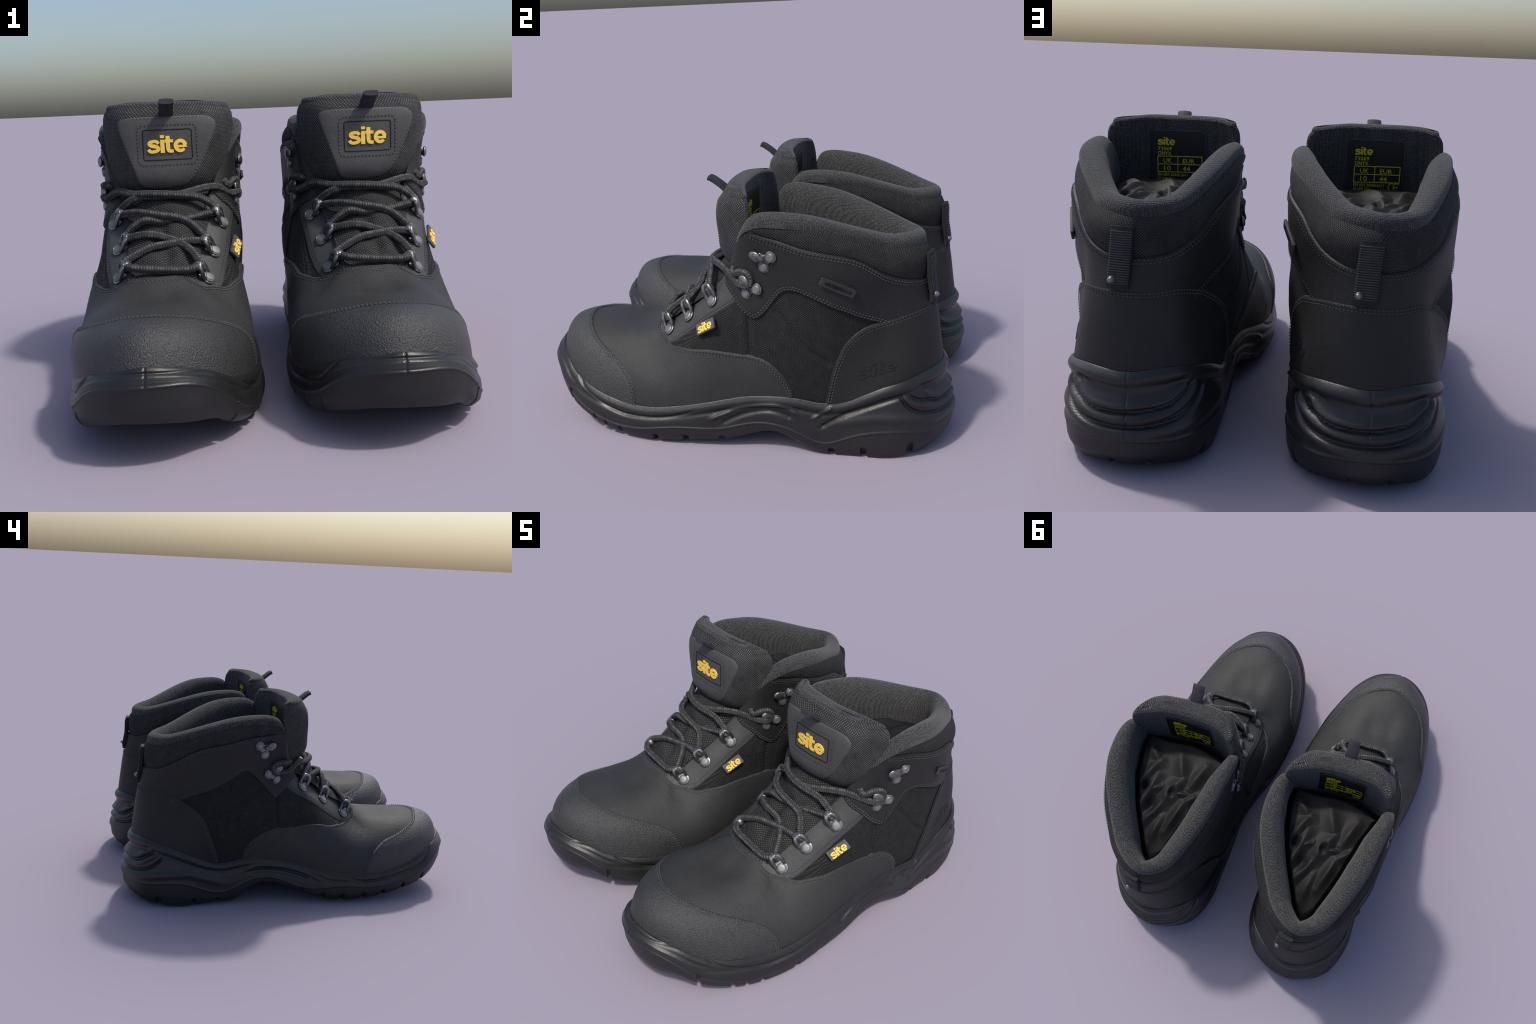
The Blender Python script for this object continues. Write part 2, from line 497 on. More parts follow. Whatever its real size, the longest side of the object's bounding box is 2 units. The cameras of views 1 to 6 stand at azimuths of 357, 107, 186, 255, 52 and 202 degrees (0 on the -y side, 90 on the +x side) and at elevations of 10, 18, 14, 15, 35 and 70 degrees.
def plain(name, col, rough, spec=.4, metal=0.0, nscale=200, var=.25, bump=.15):
    k = Nodes(name)
    f = k.noise(nscale * .25, 4, .6)
    c = k.mix(k.ramp(f, .3, .7), tuple(x * (1 - var) for x in col), tuple(min(x * (1 + var), 1) for x in col))
    return k.done(c, rough, k.bump(k.noise(nscale, 2), bump, .002), spec, metal)

M_LEATHER = leather("smooth_leather", .029, .60, .35, .4, .28)
M_LEATHER_SIDE = leather("shade_darkened_leather", .0155, .56, .28, .3, .28)  # base colour darkened towards the shade seen on the rear and inner sides
M_EYESTAY = leather("eyestay_leather", .044, .55, .25, .2, .32)
M_PATCH = leather("tongue_patch_leather", .058, .6, .2, 0.0, .3)
M_CAP = pebble("pebbled_leather", .0255)
M_CORDURA = weave("woven_nylon", .009, .072, .0062, .0046)
M_COLLAR = weave("collar_mesh", .014, .105, .0068, .0052)
M_TONGUE = weave("tongue_mesh", .022, .190, .0075, .0055, across=True)
M_GUSSET = weave("gusset_mesh", .016, .130, .0075, .0075, across=True, slope=.75)
M_LINING = knit("knitted_lining", .024, .108, 150)
M_TONGUE_BACK = knit("tongue_lining", .022, .085, 135)
M_STUFF = leather("black_lining", .009, .6, .15, .3, .25)
M_PRESSED = leather("pressed_leather", .015, .6, .1, 0.0, .25)
M_RUBBER = rubber("black_rubber", .0145, .36)
M_TREAD = rubber("tread_rubber", .013, .48)
M_THREAD = plain("thread", (.052, .052, .053), .7, .3)
M_LACE = plain("lace_cord", (.030, .030, .0305), .8, .25)
M_LACE2 = plain("lace_highlight_yarn", (.085, .085, .086), .8, .3)
M_METAL = plain("gunmetal", (.17, .17, .17), .34, .5, .85, 110, .7)
M_RIVET = plain("dull_rivet", (.21, .21, .215), .45, .5, .6, 80, .25)
M_WEB = plain("webbing", (.013, .013, .014), .75, .3, 0, 150)
M_YELLOW = plain("yellow_print", (.86, .56, .09), .6, .3, 0, 120, .08, .05)
M_LABELINK = plain("label_print", (.42, .36, .015), .7, .2, 0, 120, .15, .05)
M_LABEL = plain("label_cloth", (.006, .006, .006), .6, .3, 0, 120)
M_TAG = plain("tag_rubber", (.07, .07, .075), .5, .4, 0, 150)
M_BADGE = plain("badge_rubber", (.032, .032, .032), .6, .25, 0, 150)
M_PULL = plain("pull_tab_web", (.030, .029, .036), .75, .3, 0, 150)

# ---------------------------------------------------------------- sole
NW = 124
def sole_profile():
    x, y = sole_line[:, 0], sole_line[:, 1]
    zF, zP, zB, iF, iB = (sole_line[:, k] for k in range(2, 7))
    H = zF - zP; hl = .16 * smooth(.4, .75, y)
    rows = [(iB + .02, zB), (iB, zB + .004), (iB * .15 + .002, zB + .42 * (zP - zB)), (0 * iB + .001, zP - .003),
            ((.07 + hl * .6) * iF, zP + .22 * H), ((.26 + hl) * iF, zP + .5 * H), ((.58 + hl) * iF, zF - np.minimum(.038, .34 * H)), ((.76 + hl * .6) * iF, zF - np.minimum(.016, .15 * H)), (iF, zF), (iF + .035, zF - .012)]
    C = np.array([np.c_[sole_line[:, :2] + sole_in * np.asarray(i)[:, None], z] for i, z in rows])   # rows x NS x 3
    # even out along the wall
    t = np.linspace(0, len(rows) - 1, NW)
    G = cubic_eval(C, cubic_coeff(C, False) * .35, t, False)
    return np.transpose(G, (1, 0, 2)), t
sole_grid, sole_t = sole_profile()
wall_n = np.zeros_like(sole_grid); wall_n[..., :2] = -sole_in[:, None, :]

# ridges and grooves moulded into the wall: (points, height, half width)
SOLE_RELIEF = [
    # toe strips, outer and inner side
    ([(.182, -.858, .294), (.231, -.798, .271), (.256, -.749, .219), (.285, -.684, .179), (.312, -.606, .147), (.335, -.511, .122), (.349, -.439, .121), (.363, -.328, .130), (.368, -.211, .152), (.366, -.129, .180)], -.007, .008),
    ([(-.252, -.856, .304), (-.290, -.768, .211), (-.332, -.639, .168), (-.363, -.480, .142), (-.368, -.368, .143), (-.361, -.261, .165), (-.350, -.177, .194)], -.007, .008),
    # fins over the waist
    ([(.360, -.067, .139), (.348, .025, .184), (.335, .114, .214), (.322, .218, .231), (.315, .290, .224), (.310, .348, .194)], .010, .010),
    ([(.353, -.008, .125), (.342, .068, .165), (.331, .143, .192), (.321, .231, .204), (.313, .318, .175)], -.009, .012),
    ([(-.267, .332, .207), (-.269, .297, .223), (-.276, .233, .233), (-.286, .155, .229), (-.300, .076, .218), (-.320, -.025, .190), (-.341, -.127, .150)], .010, .010),
    ([(-.270, .300, .195), (-.278, .220, .203), (-.290, .140, .198), (-.306, .050, .180), (-.325, -.050, .150)], -.009, .012),
    # heel wedges
    ([(.305, .403, .175), (.301, .449, .209), (.298, .494, .241)], .008, .008),
    ([(.302, .436, .136), (.296, .533, .197), (.292, .633, .240), (.287, .721, .274), (.270, .800, .298)], -.010, .010),
    ([(.298, .493, .150), (.294, .589, .180), (.290, .688, .199), (.279, .769, .199), (.225, .872, .190), (.095, .961, .165), (0, .985, .163), (-.145, .936, .170), (-.239, .840, .190), (-.273, .688, .205), (-.269, .610, .192), (-.263, .517, .160), (-.262, .437, .135)], .008, .020),
    # crescents round the back of the heel
    ([(.246, .846, .311), (.216, .883, .309), (.193, .906, .284), (.146, .939, .265), (.084, .965, .261), (-.004, .980, .265), (-.065, .972, .272), (-.134, .942, .276), (-.180, .915, .300), (-.225, .865, .328)], .010, .010),
    ([(.268, .806, .300), (.250, .838, .262), (.205, .897, .236), (.140, .941, .220), (.081, .966, .215), (-.007, .980, .218), (-.100, .957, .222), (-.175, .915, .246), (-.222, .868, .282), (-.247, .824, .317)], .009, .0095),
    ([(.258, .826, .300), (.235, .860, .272), (.199, .902, .258), (.143, .940, .243), (.082, .966, .238), (-.005, .980, .242), (-.082, .965, .248), (-.155, .930, .262), (-.200, .892, .294), (-.236, .845, .322)], -.016, .0065),
    ([(.278, .790, .300), (.262, .822, .245), (.215, .885, .206), (.130, .945, .190), (.060, .970, .188), (-.009, .980, .190), (-.100, .957, .194), (-.185, .907, .212), (-.236, .847, .245), (-.262, .790, .300)], -.016, .007),
    ([(.225, .872, .330), (.150, .937, .305), (.070, .968, .305), (-.004, .980, .308), (-.080, .967, .312), (-.150, .934, .322), (-.215, .880, .345)], -.009, .016),
    ([(.180, -.875, .302), (.11, -.945, .318), (.02, -.98, .329), (-.06, -.985, .333), (-.15, -.965, .325), (-.245, -.870, .306)], -.0045, .0045),
    # mould seams at toe and heel
    ([(-.049, -.985, .355), (-.050, -.985, .325), (-.052, -.993, .290)], -.005, .0035),
    ([(-.004, .960, .384), (-.005, .985, .300), (-.005, .985, .200), (-.006, .998, .150)], -.004, .0035)]

# the wall unrolled: length along the outline against height
_step = np.linalg.norm(np.diff(np.vstack([sole_line, sole_line[:1]])[:, :2], axis=0), axis=1)
sole_arc = np.r_[0, np.cumsum(_step)[:-1]]; sole_len = _step.sum()
def unroll(p):
    return sole_arc[np.argmin(((sole_line[:, :2] + sole_in * .018 - np.asarray(p)[:2]) ** 2).sum(1))]
relief_h = np.zeros(NS * NW)
_az = np.c_[np.repeat(sole_arc, NW), sole_grid[..., 2].ravel()]
for pts, amp, wid in SOLE_RELIEF:
    arc = np.array([unroll(p) for p in pts])
    arc = arc[0] + (arc - arc[0] + sole_len / 2) % sole_len - sole_len / 2
    Q = spline(np.c_[arc, [p[2] for p in pts]], 400)
    end = np.minimum(np.arange(400), np.arange(400)[::-1]) / 26.0
    kd = KDTree(len(Q))
    for i, q in enumerate(Q):
        kd.insert(Vector((q[0], q[1], 0)), i)
    kd.balance()
    mid_a = .5 * (Q[:, 0].min() + Q[:, 0].max())
    av = mid_a + (_az[:, 0] - mid_a + sole_len / 2) % sole_len - sole_len / 2
    near = (av > Q[:, 0].min() - .06) & (av < Q[:, 0].max() + .06) & (_az[:, 1] > Q[:, 1].min() - .06) & (_az[:, 1] < Q[:, 1].max() + .06)
    for k in np.where(near)[0]:
        co, i, r = kd.find(Vector((av[k], _az[k, 1], 0)))
        if r < wid * 2.6:
            relief_h[k] += amp * min(1.0, .25 + end[i]) * math.exp(-(r / wid) ** 2.4)
relief_h = relief_h.reshape(NS, NW)
below = sole_line[:, 2:3] - sole_grid[..., 2]               # distance under the top edge
over = sole_grid[..., 2] - sole_line[:, 3:4]                # height over the parting line
yy = sole_line[:, 1:2]
heel = smooth(.45, .75, yy)
toe = smooth(-.72, -.88, yy)
bead = (.009 + .003 * heel - .005 * toe) * np.exp(-((below - .024 + .010 * toe) / (.017 + .004 * heel - .006 * toe)) ** 2) - .005 * (1 - toe) * np.exp(-((below - .052 - .006 * heel) / .010) ** 2)
fade = 1 - smooth(0, 3, np.abs(np.arange(NW) - 0.0) - NW * .93)[None, :]
flange = .0042 * np.exp(-(over / .0045) ** 2)
# tread notches along the lower edge: (x, y, width, height above the tread)
NOTCH = [(.241, -.815, .013, .09), (.300, -.664, .011, .055), (.318, -.600, .010, .05), (.340, -.520, .011, .045), (.370, -.335, .016, .045), (.374, -.185, .016, .042),
         (.360, -.015, .014, .032), (.305, .488, .014, .04), (.300, .629, .014, .052), (.262, .832, .017, .066), (.06, .985, .011, .03), (-.09, .975, .011, .03),
         (-.290, -.780, .015, .055), (-.338, -.648, .014, .05), (-.366, -.514, .014, .045), (-.376, -.389, .014, .045), (-.369, -.257, .014, .048), (-.350, -.139, .014, .045),
         (-.322, -.012, .013, .04), (-.256, .820, .017, .055), (-.277, .613, .015, .05), (-.270, .473, .013, .035)]
cut = np.zeros((NS, NW))
for x, y, w, hgt in NOTCH:
    dist = np.linalg.norm(sole_line[:, :2] - np.array([x, y]), axis=1)
    k = np.argmin(dist)
    arc = np.abs((np.arange(NS) - k + NS / 2) % NS - NS / 2) * np.linalg.norm(sole_line[1, :2] - sole_line[0, :2])
    up = sole_grid[..., 2] - sole_line[:, 4:5]
    e = np.maximum(arc[:, None] / w, 0) ** 4 + np.clip(up / hgt, 0, 9) ** 6
    cut = np.maximum(cut, 1 - smooth(.55, 1.3, e))
out = relief_h + (bead + flange) * fade - .024 * cut
G = sole_grid + wall_n * out[..., None]
G[..., 2] += .012 * cut * (np.arange(NW) < 4)[None, :]
wob = lump(sole_grid, 5, 9) * .0018
G += wall_n * (wob * fade)[..., None]
split = np.argmin(np.abs(sole_t - 3.0)) + 0
# outsole: tread edge up to the parting line, closed underneath; midsole above
mid = sole_line[:, :2].mean(0)
ring = G[:, 0]
inner_rows = []
for f, dz in ((.80, .012), (.55, .012), (.25, .012), (.02, .012)):
    r = ring.copy(); c = np.c_[np.zeros(NS), np.clip(ring[:, 1], -.75, .78)]
    r[:, :2] = c + (ring[:, :2] - c) * f
    # the tread face follows the height of both edges
    r[:, 2] = ring[:, 2] + dz
    inner_rows.append(r)
OG = np.concatenate([np.stack(inner_rows[::-1], 1), G[:, :split + 1]], 1)
me = new_mesh("outsole", OG.reshape(-1, 3), grid_faces(NS, OG.shape[1], True, flip=True), M_TREAD)
part("midsole", new_mesh("midsole_wall", G[:, split:].reshape(-1, 3), grid_faces(NS, NW - split, True, flip=True), M_RUBBER))
part("outsole", me)

# ---------------------------------------------------------------- panels of the upper
def sided(curve, poly, centre):
    """pair a seam with the sign that points into the panel"""
    P, N = on_upper(curve[:, 0], np.clip(curve[:, 1], 0, 5))
    tan = np.gradient(P, axis=0); tan /= np.linalg.norm(tan, axis=1)[:, None] + 1e-9
    votes = 0
    for i in np.linspace(len(curve) * .1, len(curve) * .9, 9).astype(int):
        q = np.array(locate(P[i] + np.cross(N[i], tan[i]) * .012)); q[0] = unwrap(q[0], centre)
        votes += 1 if inside(np.asarray(poly), q[None])[0] else -1
    return curve, (1 if votes > 0 else -1)

cap_edge = seam_curve([(.346, -.425, .165), (.336, -.438, .253), (.300, -.473, .316), (.257, -.532, .358), (.206, -.619, .396), (.140, -.702, .435), (.068, -.752, .462),
                       (-.003, -.780, .477), (-.066, -.783, .479), (-.137, -.758, .468), (-.222, -.706, .440), (-.286, -.598, .401), (-.316, -.500, .368), (-.354, -.425, .307), (-.366, -.383, .215), (-.364, -.375, .170)], 11)
vamp_edge = seam_curve([(.308, .330, .240), (.312, .325, .285), (.318, .310, .334), (.326, .270, .397), (.333, .215, .442), (.337, .129, .463), (.337, .024, .467), (.320, -.121, .471), (.280, -.200, .462),
                        (.229, -.275, .452), (.166, -.335, .474), (.118, -.365, .498), (.088, -.338, .525)], 8)
vamp_edge_in = seam_curve([(-.265, .346, .250), (-.268, .343, .293), (-.287, .313, .377), (-.307, .245, .441), (-.318, .153, .476), (-.318, .018, .484), (-.302, -.146, .478), (-.276, -.215, .472),
                           (-.237, -.273, .470), (-.177, -.335, .495), (-.138, -.345, .515), (-.118, -.338, .530)], 14)
stay_edge = seam_curve([(.215, -.290, .450), (.234, -.259, .462), (.266, -.135, .553), (.283, -.031, .627), (.294, .053, .683), (.305, .100, .720)], 6)
stay_edge_in = seam_curve([(-.225, -.290, .470), (-.239, -.250, .483), (-.255, -.159, .536), (-.262, -.031, .622), (-.272, .085, .696), (-.285, .13, .74)], 16)
collar_seam = seam_curve([(.322, .130, 1.022), (.325, .150, 1.028), (.341, .244, 1.004), (.349, .340, .981), (.345, .450, .957), (.295, .595, .920), (.250, .688, .860), (.200, .762, .812), (.130, .825, .787), (.050, .866, .777),
                          (-.040, .870, .777), (-.130, .825, .788), (-.195, .765, .826), (-.235, .675, .885), (-.265, .555, .935), (-.296, .420, .970), (-.295, .288, .998), (-.278, .172, 1.011), (-.272, .140, 1.020)], 0, 900)
ankle_low = seam_curve([(.195, .030, .775), (.235, .035, .738), (.297, .069, .700), (.320, .133, .645), (.322, .165, .633), (.321, .207, .658), (.321, .253, .713), (.324, .299, .766), (.326, .345, .775), (.326, .398, .761), (.307, .531, .697), (.281, .608, .655), (.251, .693, .620), (.225, .75, .59)], 4)
ankle_low_in = seam_curve([(-.185, .030, .780), (-.230, .036, .741), (-.276, .096, .698), (-.296, .155, .651), (-.296, .186, .658), (-.291, .236, .715), (-.288, .294, .773), (-.288, .342, .800), (-.280, .441, .746), (-.253, .617, .658), (-.237, .699, .621), (-.21, .75, .59)], 18)
counter_edge = seam_curve([(.297, .466, .240), (.300, .468, .275), (.303, .489, .376), (.303, .512, .455), (.297, .554, .539), (.282, .608, .589), (.251, .693, .622), (.189, .815, .655), (.1, .875, .662), (.0, .897, .664),
                           (-.1, .88, .666), (-.202, .791, .657), (-.235, .705, .627), (-.257, .615, .573), (-.266, .560, .517), (-.267, .519, .409), (-.260, .486, .317), (-.255, .474, .250)], 0, 700)

def crease(X, flat, d):
    """flex creases of the vamp, where the toes bend"""
    w = np.exp(-(((X[:, 1] + .20) / .17) ** 2)) * smooth(.12, .2, np.abs(X[:, 0])) * smooth(.47, .38, X[:, 2])
    ph = X[:, 1] * 150 + X[:, 2] * 130 + 4.0 * lump(X, 3, 14)
    mask = smooth(.1, .7, lump(X, 8, 26))
    return w * mask * .0016 * np.sin(ph) + .002 * lump(X, 21, 11)

def sag(X, flat, d):
    return .0016 * lump(X, 31, 9) + .0008 * lump(X, 33, 26)

# toe cap
poly = np.vstack([cap_edge, [(cap_edge[-1, 0], -.2), (cap_edge[0, 0], -.2)]])
ROWS = (.011, .022)
part("toe_cap", panel("toe_cap", [sided(cap_edge, poly, 11)], poly, 11, .008, .015, M_CAP, .014, ROWS))
# vamp
poly = np.vstack([vamp_edge, [(8.6, 5.3), (13.4, 5.3)], vamp_edge_in[::-1], [(vamp_edge_in[0, 0], -.2), (vamp_edge[0, 0], -.2)]])
throat = np.array([(s, 4.93) for s in np.linspace(8.5, 13.5, 200)])
v1 = sided(vamp_edge, poly, 11); v2 = sided(vamp_edge_in, poly, 11)
part("vamp", panel("vamp", [v1, v2], poly, 11, .002, .011, M_LEATHER, .011, ROWS, crease))
stitch_rows(*sided(throat, poly, 11), (.010, .020), .002)
# eyestays
poly = np.vstack([[(7.9, 3.3)], stay_edge, [(4.7, 3.9), (4.7, 5.3), (9.2, 5.3), (9.0, 4.3)]])
part("eyestay", panel("eyestay", [sided(stay_edge, poly, 7)], poly, 7, -.002, .008, M_EYESTAY, .010, ROWS, None))
poly = np.vstack([[(14.1, 3.3)], stay_edge_in, [(17.3, 3.9), (17.3, 5.3), (12.8, 5.3), (13.0, 4.3)]])
part("eyestay", panel("eyestay", [sided(stay_edge_in, poly, 15)], poly, 15, -.002, .008, M_EYESTAY, .010, ROWS, None))
# ankle wrap
low_in = ankle_low_in.copy(); low_in[:, 0] -= NST
poly = np.vstack([ankle_low, [(.0, 1.7)], low_in[::-1], [(low_in[0, 0], 5.3), (-4.6, 5.3)], collar_seam[::-1], [(ankle_low[0, 0], 5.3)]])
part("ankle_panel", panel("ankle_panel", [sided(c, poly, 0) for c in (collar_seam, ankle_low, low_in)], poly, 0, .004, .010, M_LEATHER_SIDE, .011, ROWS, sag))
# heel counter
poly = np.vstack([counter_edge, [(counter_edge[-1, 0], -.2), (counter_edge[0, 0], -.2)]])
part("heel_counter", panel("heel_counter", [sided(counter_edge, poly, 0)], poly, 0, .007, .009, M_LEATHER_SIDE, .011, ROWS, sag))
# woven quarters behind the leather
def darts(lines):
    Q = np.vstack([spline([on_upper(*locate(p))[0] for p in l], 160) for l in lines])
    kd = KDTree(len(Q))
    for i, q in enumerate(Q):
        kd.insert(Vector(q), i)
    kd.balance()
    def f(X, flat, d):
        h = sag(X, flat, d)
        for k in np.where(d > -.05)[0]:
            co, i, r = kd.find(Vector(X[k]))
            if r < .06:
                h[k] += -.007 * math.exp(-(r / .010) ** 2) + .0022 * math.exp(-((r - .028) / .016) ** 2)
        return h
    return f
poly = [(1.7, -.1), (1.7, 2.6), (3.2, 3.4), (5.2, 3.7), (6.2, 3.3), (7.6, 3.3), (7.6, 2.2), (6.0, 1.5), (3.5, -.1)]
part("quarter_panel", panel("quarter_panel", [], poly, 4, -.006, 0, M_CORDURA, relief=darts([[(.322, .132, .64), (.33, .130, .55), (.337, .129, .46)], [(.321, .258, .68), (.323, .322, .615), (.321, .390, .528), (.307, .484, .454)]])))
poly = [(20.3, -.1), (20.3, 2.6), (18.8, 3.4), (16.8, 3.7), (15.8, 3.3), (14.4, 3.3), (14.4, 2.2), (16.0, 1.5), (18.5, -.1)]
part("quarter_panel", panel("quarter_panel", [], poly, 18, -.006, 0, M_CORDURA, relief=darts([[(-.297, .157, .65), (-.31, .157, .56), (-.318, .157, .47)], [(-.291, .254, .70), (-.291, .363, .623), (-.271, .524, .527)]])))
# padded collar
_cs_o = np.argsort(collar_seam[:, 0])
def puff(X, flat, d):
    ts = np.interp(flat[:, 0], collar_seam[_cs_o, 0], collar_seam[_cs_o, 1])
    f = np.clip((flat[:, 1] - ts) / np.maximum(5 - ts, .25), -1, 1)
    return np.where(f > 0, .012 * np.sin(np.clip(f, 0, 1) * math.pi) ** .7 + .003 * lump(X, 41, 10), -.004) - .004 * smooth(.9, 1.0, f)
lo = collar_seam.copy(); lo[:, 1] -= .35
poly = np.vstack([lo, [(-5.1, 5.3), (5.1, 5.3)]])
part("collar", panel("collar", [], poly, 0, -.006, 0, M_COLLAR, relief=puff))

# rolled edge along the throat opening
def edge_strip(s0, s1, n, mat, name, lift):
    s = np.linspace(s0, s1, n); P, N = on_upper(s, np.full(n, 5.0)); Q, _ = on_upper(s, np.full(n, 4.9))
    upd = P - Q; upd /= np.linalg.norm(upd, axis=1)[:, None]
    rows = [Q + N * (lift - .002), P + N * lift, P + N * (lift - .004) + upd * .006, P - N * .006 + upd * .007, P - N * .014, P - N * .02 - upd * .04, P - N * .03 - upd * .10]
    V = np.stack(rows, 1)
    return new_mesh(name, V.reshape(-1, 3), grid_faces(n, len(rows), False, flip=True), mat)
part("throat_binding", edge_strip(5.0, 17.0, 360, M_LEATHER_SIDE, "throat_binding", .002))

# lining: rolls over the rim and runs down inside
n = 420
s = np.linspace(5.35, -5.35, n); P, N = on_upper(s, np.full(n, 5.0))
hor = N.copy(); hor[:, 2] = 0; hor /= np.linalg.norm(hor, axis=1)[:, None]
a = np.abs(s)
w = np.interp(a, [0, .7, 1.5, 3, 4, 5, 5.4], [.070, .085, .105, .120, .105, .06, .03])
k = 1 - .5 * smooth(4.7, 5.35, a)
prof = [(-.02, -.016), (-.03, .004), (.04, .024), (.22, .037), (.45, .041), (.68, .029), (.86, .004), (.97, -.035), (1.0, -.09), (.96, -.17), (.9, -.26)]
rows = np.stack([P - hor * (w * f)[:, None] + np.array([0, 0, 1]) * (z * k)[:, None] for f, z in prof], 1)
t = np.linspace(0, len(prof) - 1, 48)
rt = np.transpose(rows, (1, 0, 2)); R = np.transpose(cubic_eval(rt, cubic_coeff(rt, False), t, False), (1, 0, 2))
nr = grid_normals(R, False)
R = R + nr * (lump(R, 51, 12) * .003)[..., None]
part("collar_lining", new_mesh("collar_lining", R.reshape(-1, 3), grid_faces(n, 48, False), M_LINING))

# crumpled stuffing seen inside the opening
inner = rows[:, 8]
m = 90
V = []; cen = np.array([.02, .36, .93])
ang = np.linspace(0, 1, 260)
ring = np.vstack([inner[::4], [(-.15, .12, .95), (0, .10, .95), (.15, .12, .95)]])
ring = spline(ring, 260, True)
rad = np.linspace(0, 1.03, m)
G2 = cen[None, None] + (ring[:, None] - cen) * rad[None, :, None]
yy2 = G2[..., 1]
G2[..., 2] = np.interp(yy2, [.05, .2, .4, .55, .75, .85], [.955, .945, .925, .885, .83, .80])
x2 = G2[..., 0]
rs = np.random.RandomState(12)
flat2 = np.stack([x2, yy2], -1)
warp = np.stack([lump(G2 * np.array([1, 1, 0]), 66, 14), lump(G2 * np.array([1, 1, 0]), 67, 14)], -1) * .018
bumps = np.zeros_like(x2)
for a0, b0, hgt, wid in (((.16, .60), (.10, .36), .030, .030), ((.10, .62), (.03, .47), .026, .026), ((.03, .47), (-.03, .33), .034, .034), ((-.03, .33), (.02, .20), .024, .034), ((-.04, .60), (-.07, .46), .030, .026),
                         ((-.07, .46), (-.14, .38), .024, .024), ((.02, .68), (.01, .56), .022, .026), ((.17, .40), (.11, .28), .028, .030), ((.11, .28), (.19, .22), .020, .026), ((-.08, .36), (-.12, .22), .028, .030), ((.06, .40), (.13, .44), .022, .020), ((-.01, .42), (-.09, .40), .020, .018)):
    a0, b0 = np.array(a0), np.array(b0); ab = b0 - a0
    q = flat2 + warp
    u = np.clip(((q - a0) @ ab) / (ab @ ab), -.05, 1.05)
    dd = np.linalg.norm(q - a0 - u[..., None] * ab, axis=-1)
    bumps = np.maximum(bumps, hgt * np.exp(-(dd / wid) ** 1.7) * (.55 + .45 * np.sin(np.clip(u, 0, 1) * math.pi)))
G2[..., 2] += 1.0 * bumps - .020 + .008 * lump(G2 * np.array([1, 1, 0]), 61, 12) - .05 * smooth(.85, 1.03, rad)[None, :]
for hx, hy, hr, hd in ((.007, .400, .016, .04), (.153, .413, .016, .04), (.085, .50, .025, .02)):
    G2[..., 2] -= hd * np.exp(-((x2 - hx) ** 2 + ((yy2 - hy) * .7) ** 2) / hr ** 2)
part("crumpled_lining", new_mesh("crumpled_lining", G2.reshape(-1, 3), grid_faces(260, m, True), M_STUFF))

# ---------------------------------------------------------------- tongue
# front face rows, outer edge to inner edge, bottom to top
TONGUE = np.array([
    [(.210, .090, .800), (.145, .035, .795), (.085, .015, .790), (.010, .005, .788), (-.060, .005, .790), (-.115, .020, .795), (-.180, .080, .800)],
    [(.255, .100, .870), (.180, .000, .870), (.110, -.028, .870), (.020, -.048, .868), (-.065, -.050, .870), (-.140, -.028, .870), (-.220, .090, .870)],
    [(.295, .120, .960), (.220, .008, .960), (.135, -.028, .955), (.030, -.047, .955), (-.080, -.050, .955), (-.170, -.025, .960), (-.245, .105, .960)],
    [(.305, .130, 1.050), (.243, .010, 1.045), (.147, -.028, 1.040), (.030, -.045, 1.040), (-.090, -.047, 1.040), (-.183, -.020, 1.045), (-.250, .105, 1.050)],
    [(.306, .125, 1.125), (.250, .018, 1.118), (.150, -.018, 1.120), (.030, -.036, 1.120), (-.100, -.038, 1.122), (-.188, -.005, 1.122), (-.248, .100, 1.128)],
    [(.290, .115, 1.160), (.240, .045, 1.165), (.150, .012, 1.170), (.030, -.008, 1.173), (-.100, -.010, 1.173), (-.185, .018, 1.169), (-.232, .092, 1.163)]])
nb, na = 90, 120
rowsT = cubic_eval(TONGUE, cubic_coeff(TONGUE, False), np.linspace(0, 5, nb), False)
rt = np.transpose(rowsT, (1, 0, 2))
tongue_front = np.transpose(cubic_eval(rt, cubic_coeff(rt, False), np.linspace(0, 6, na), False), (1, 0, 2))    # nb x na
def tongue_at(b, a):
    i = np.clip(np.asarray(b) * (nb - 1), 0, nb - 1.001); j = np.clip(np.asarray(a) * (na - 1), 0, na - 1.001)
    i0 = i.astype(int); j0 = j.astype(int); fi = (i - i0)[..., None]; fj = (j - j0)[..., None]
    g = tongue_front
    return (g[i0, j0] * (1 - fi) + g[i0 + 1, j0] * fi) * (1 - fj) + (g[i0, j0 + 1] * (1 - fi) + g[i0 + 1, j0 + 1] * fi) * fj
tn = grid_normals(tongue_front, False)
if tn[nb // 2, na // 2, 1] > 0:
    tn = -tn
# the pad: at every height a closed ring, front face then back face, drawn together at the top
def back_row(f):
    """control points of the back face for a front row f (outer edge .. inner edge)"""
    xl, xm = f[0, 0], f[-1, 0]; z = f[3, 2]
    return np.array([(xm * .90, max(f[-1, 1] + .020, .120), f[-1, 2]), (xm * .60, .084, z), (.5 * (xl + xm), .080, z), (xl * .55, .102, z), (xl * .90, max(f[0, 1] + .024, .140), f[0, 2])])
NR = 220
rings = []
for f in rowsT:
    ctl = np.vstack([f[:1] + (0, .004, 0), f[1:-1], f[-1:] + (0, .004, 0), back_row(f)])
    rings.append(spline(ctl, NR, True))
rings = np.array(rings)                                     # nb x NR x 3
top = rings[-1]
_f = spline(rowsT[-1], 200); _b = spline(np.vstack([rowsT[-1][-1:], back_row(rowsT[-1]), rowsT[-1][:1]]), 200)
_fo, _bo = np.argsort(_f[:, 0]), np.argsort(_b[:, 0])
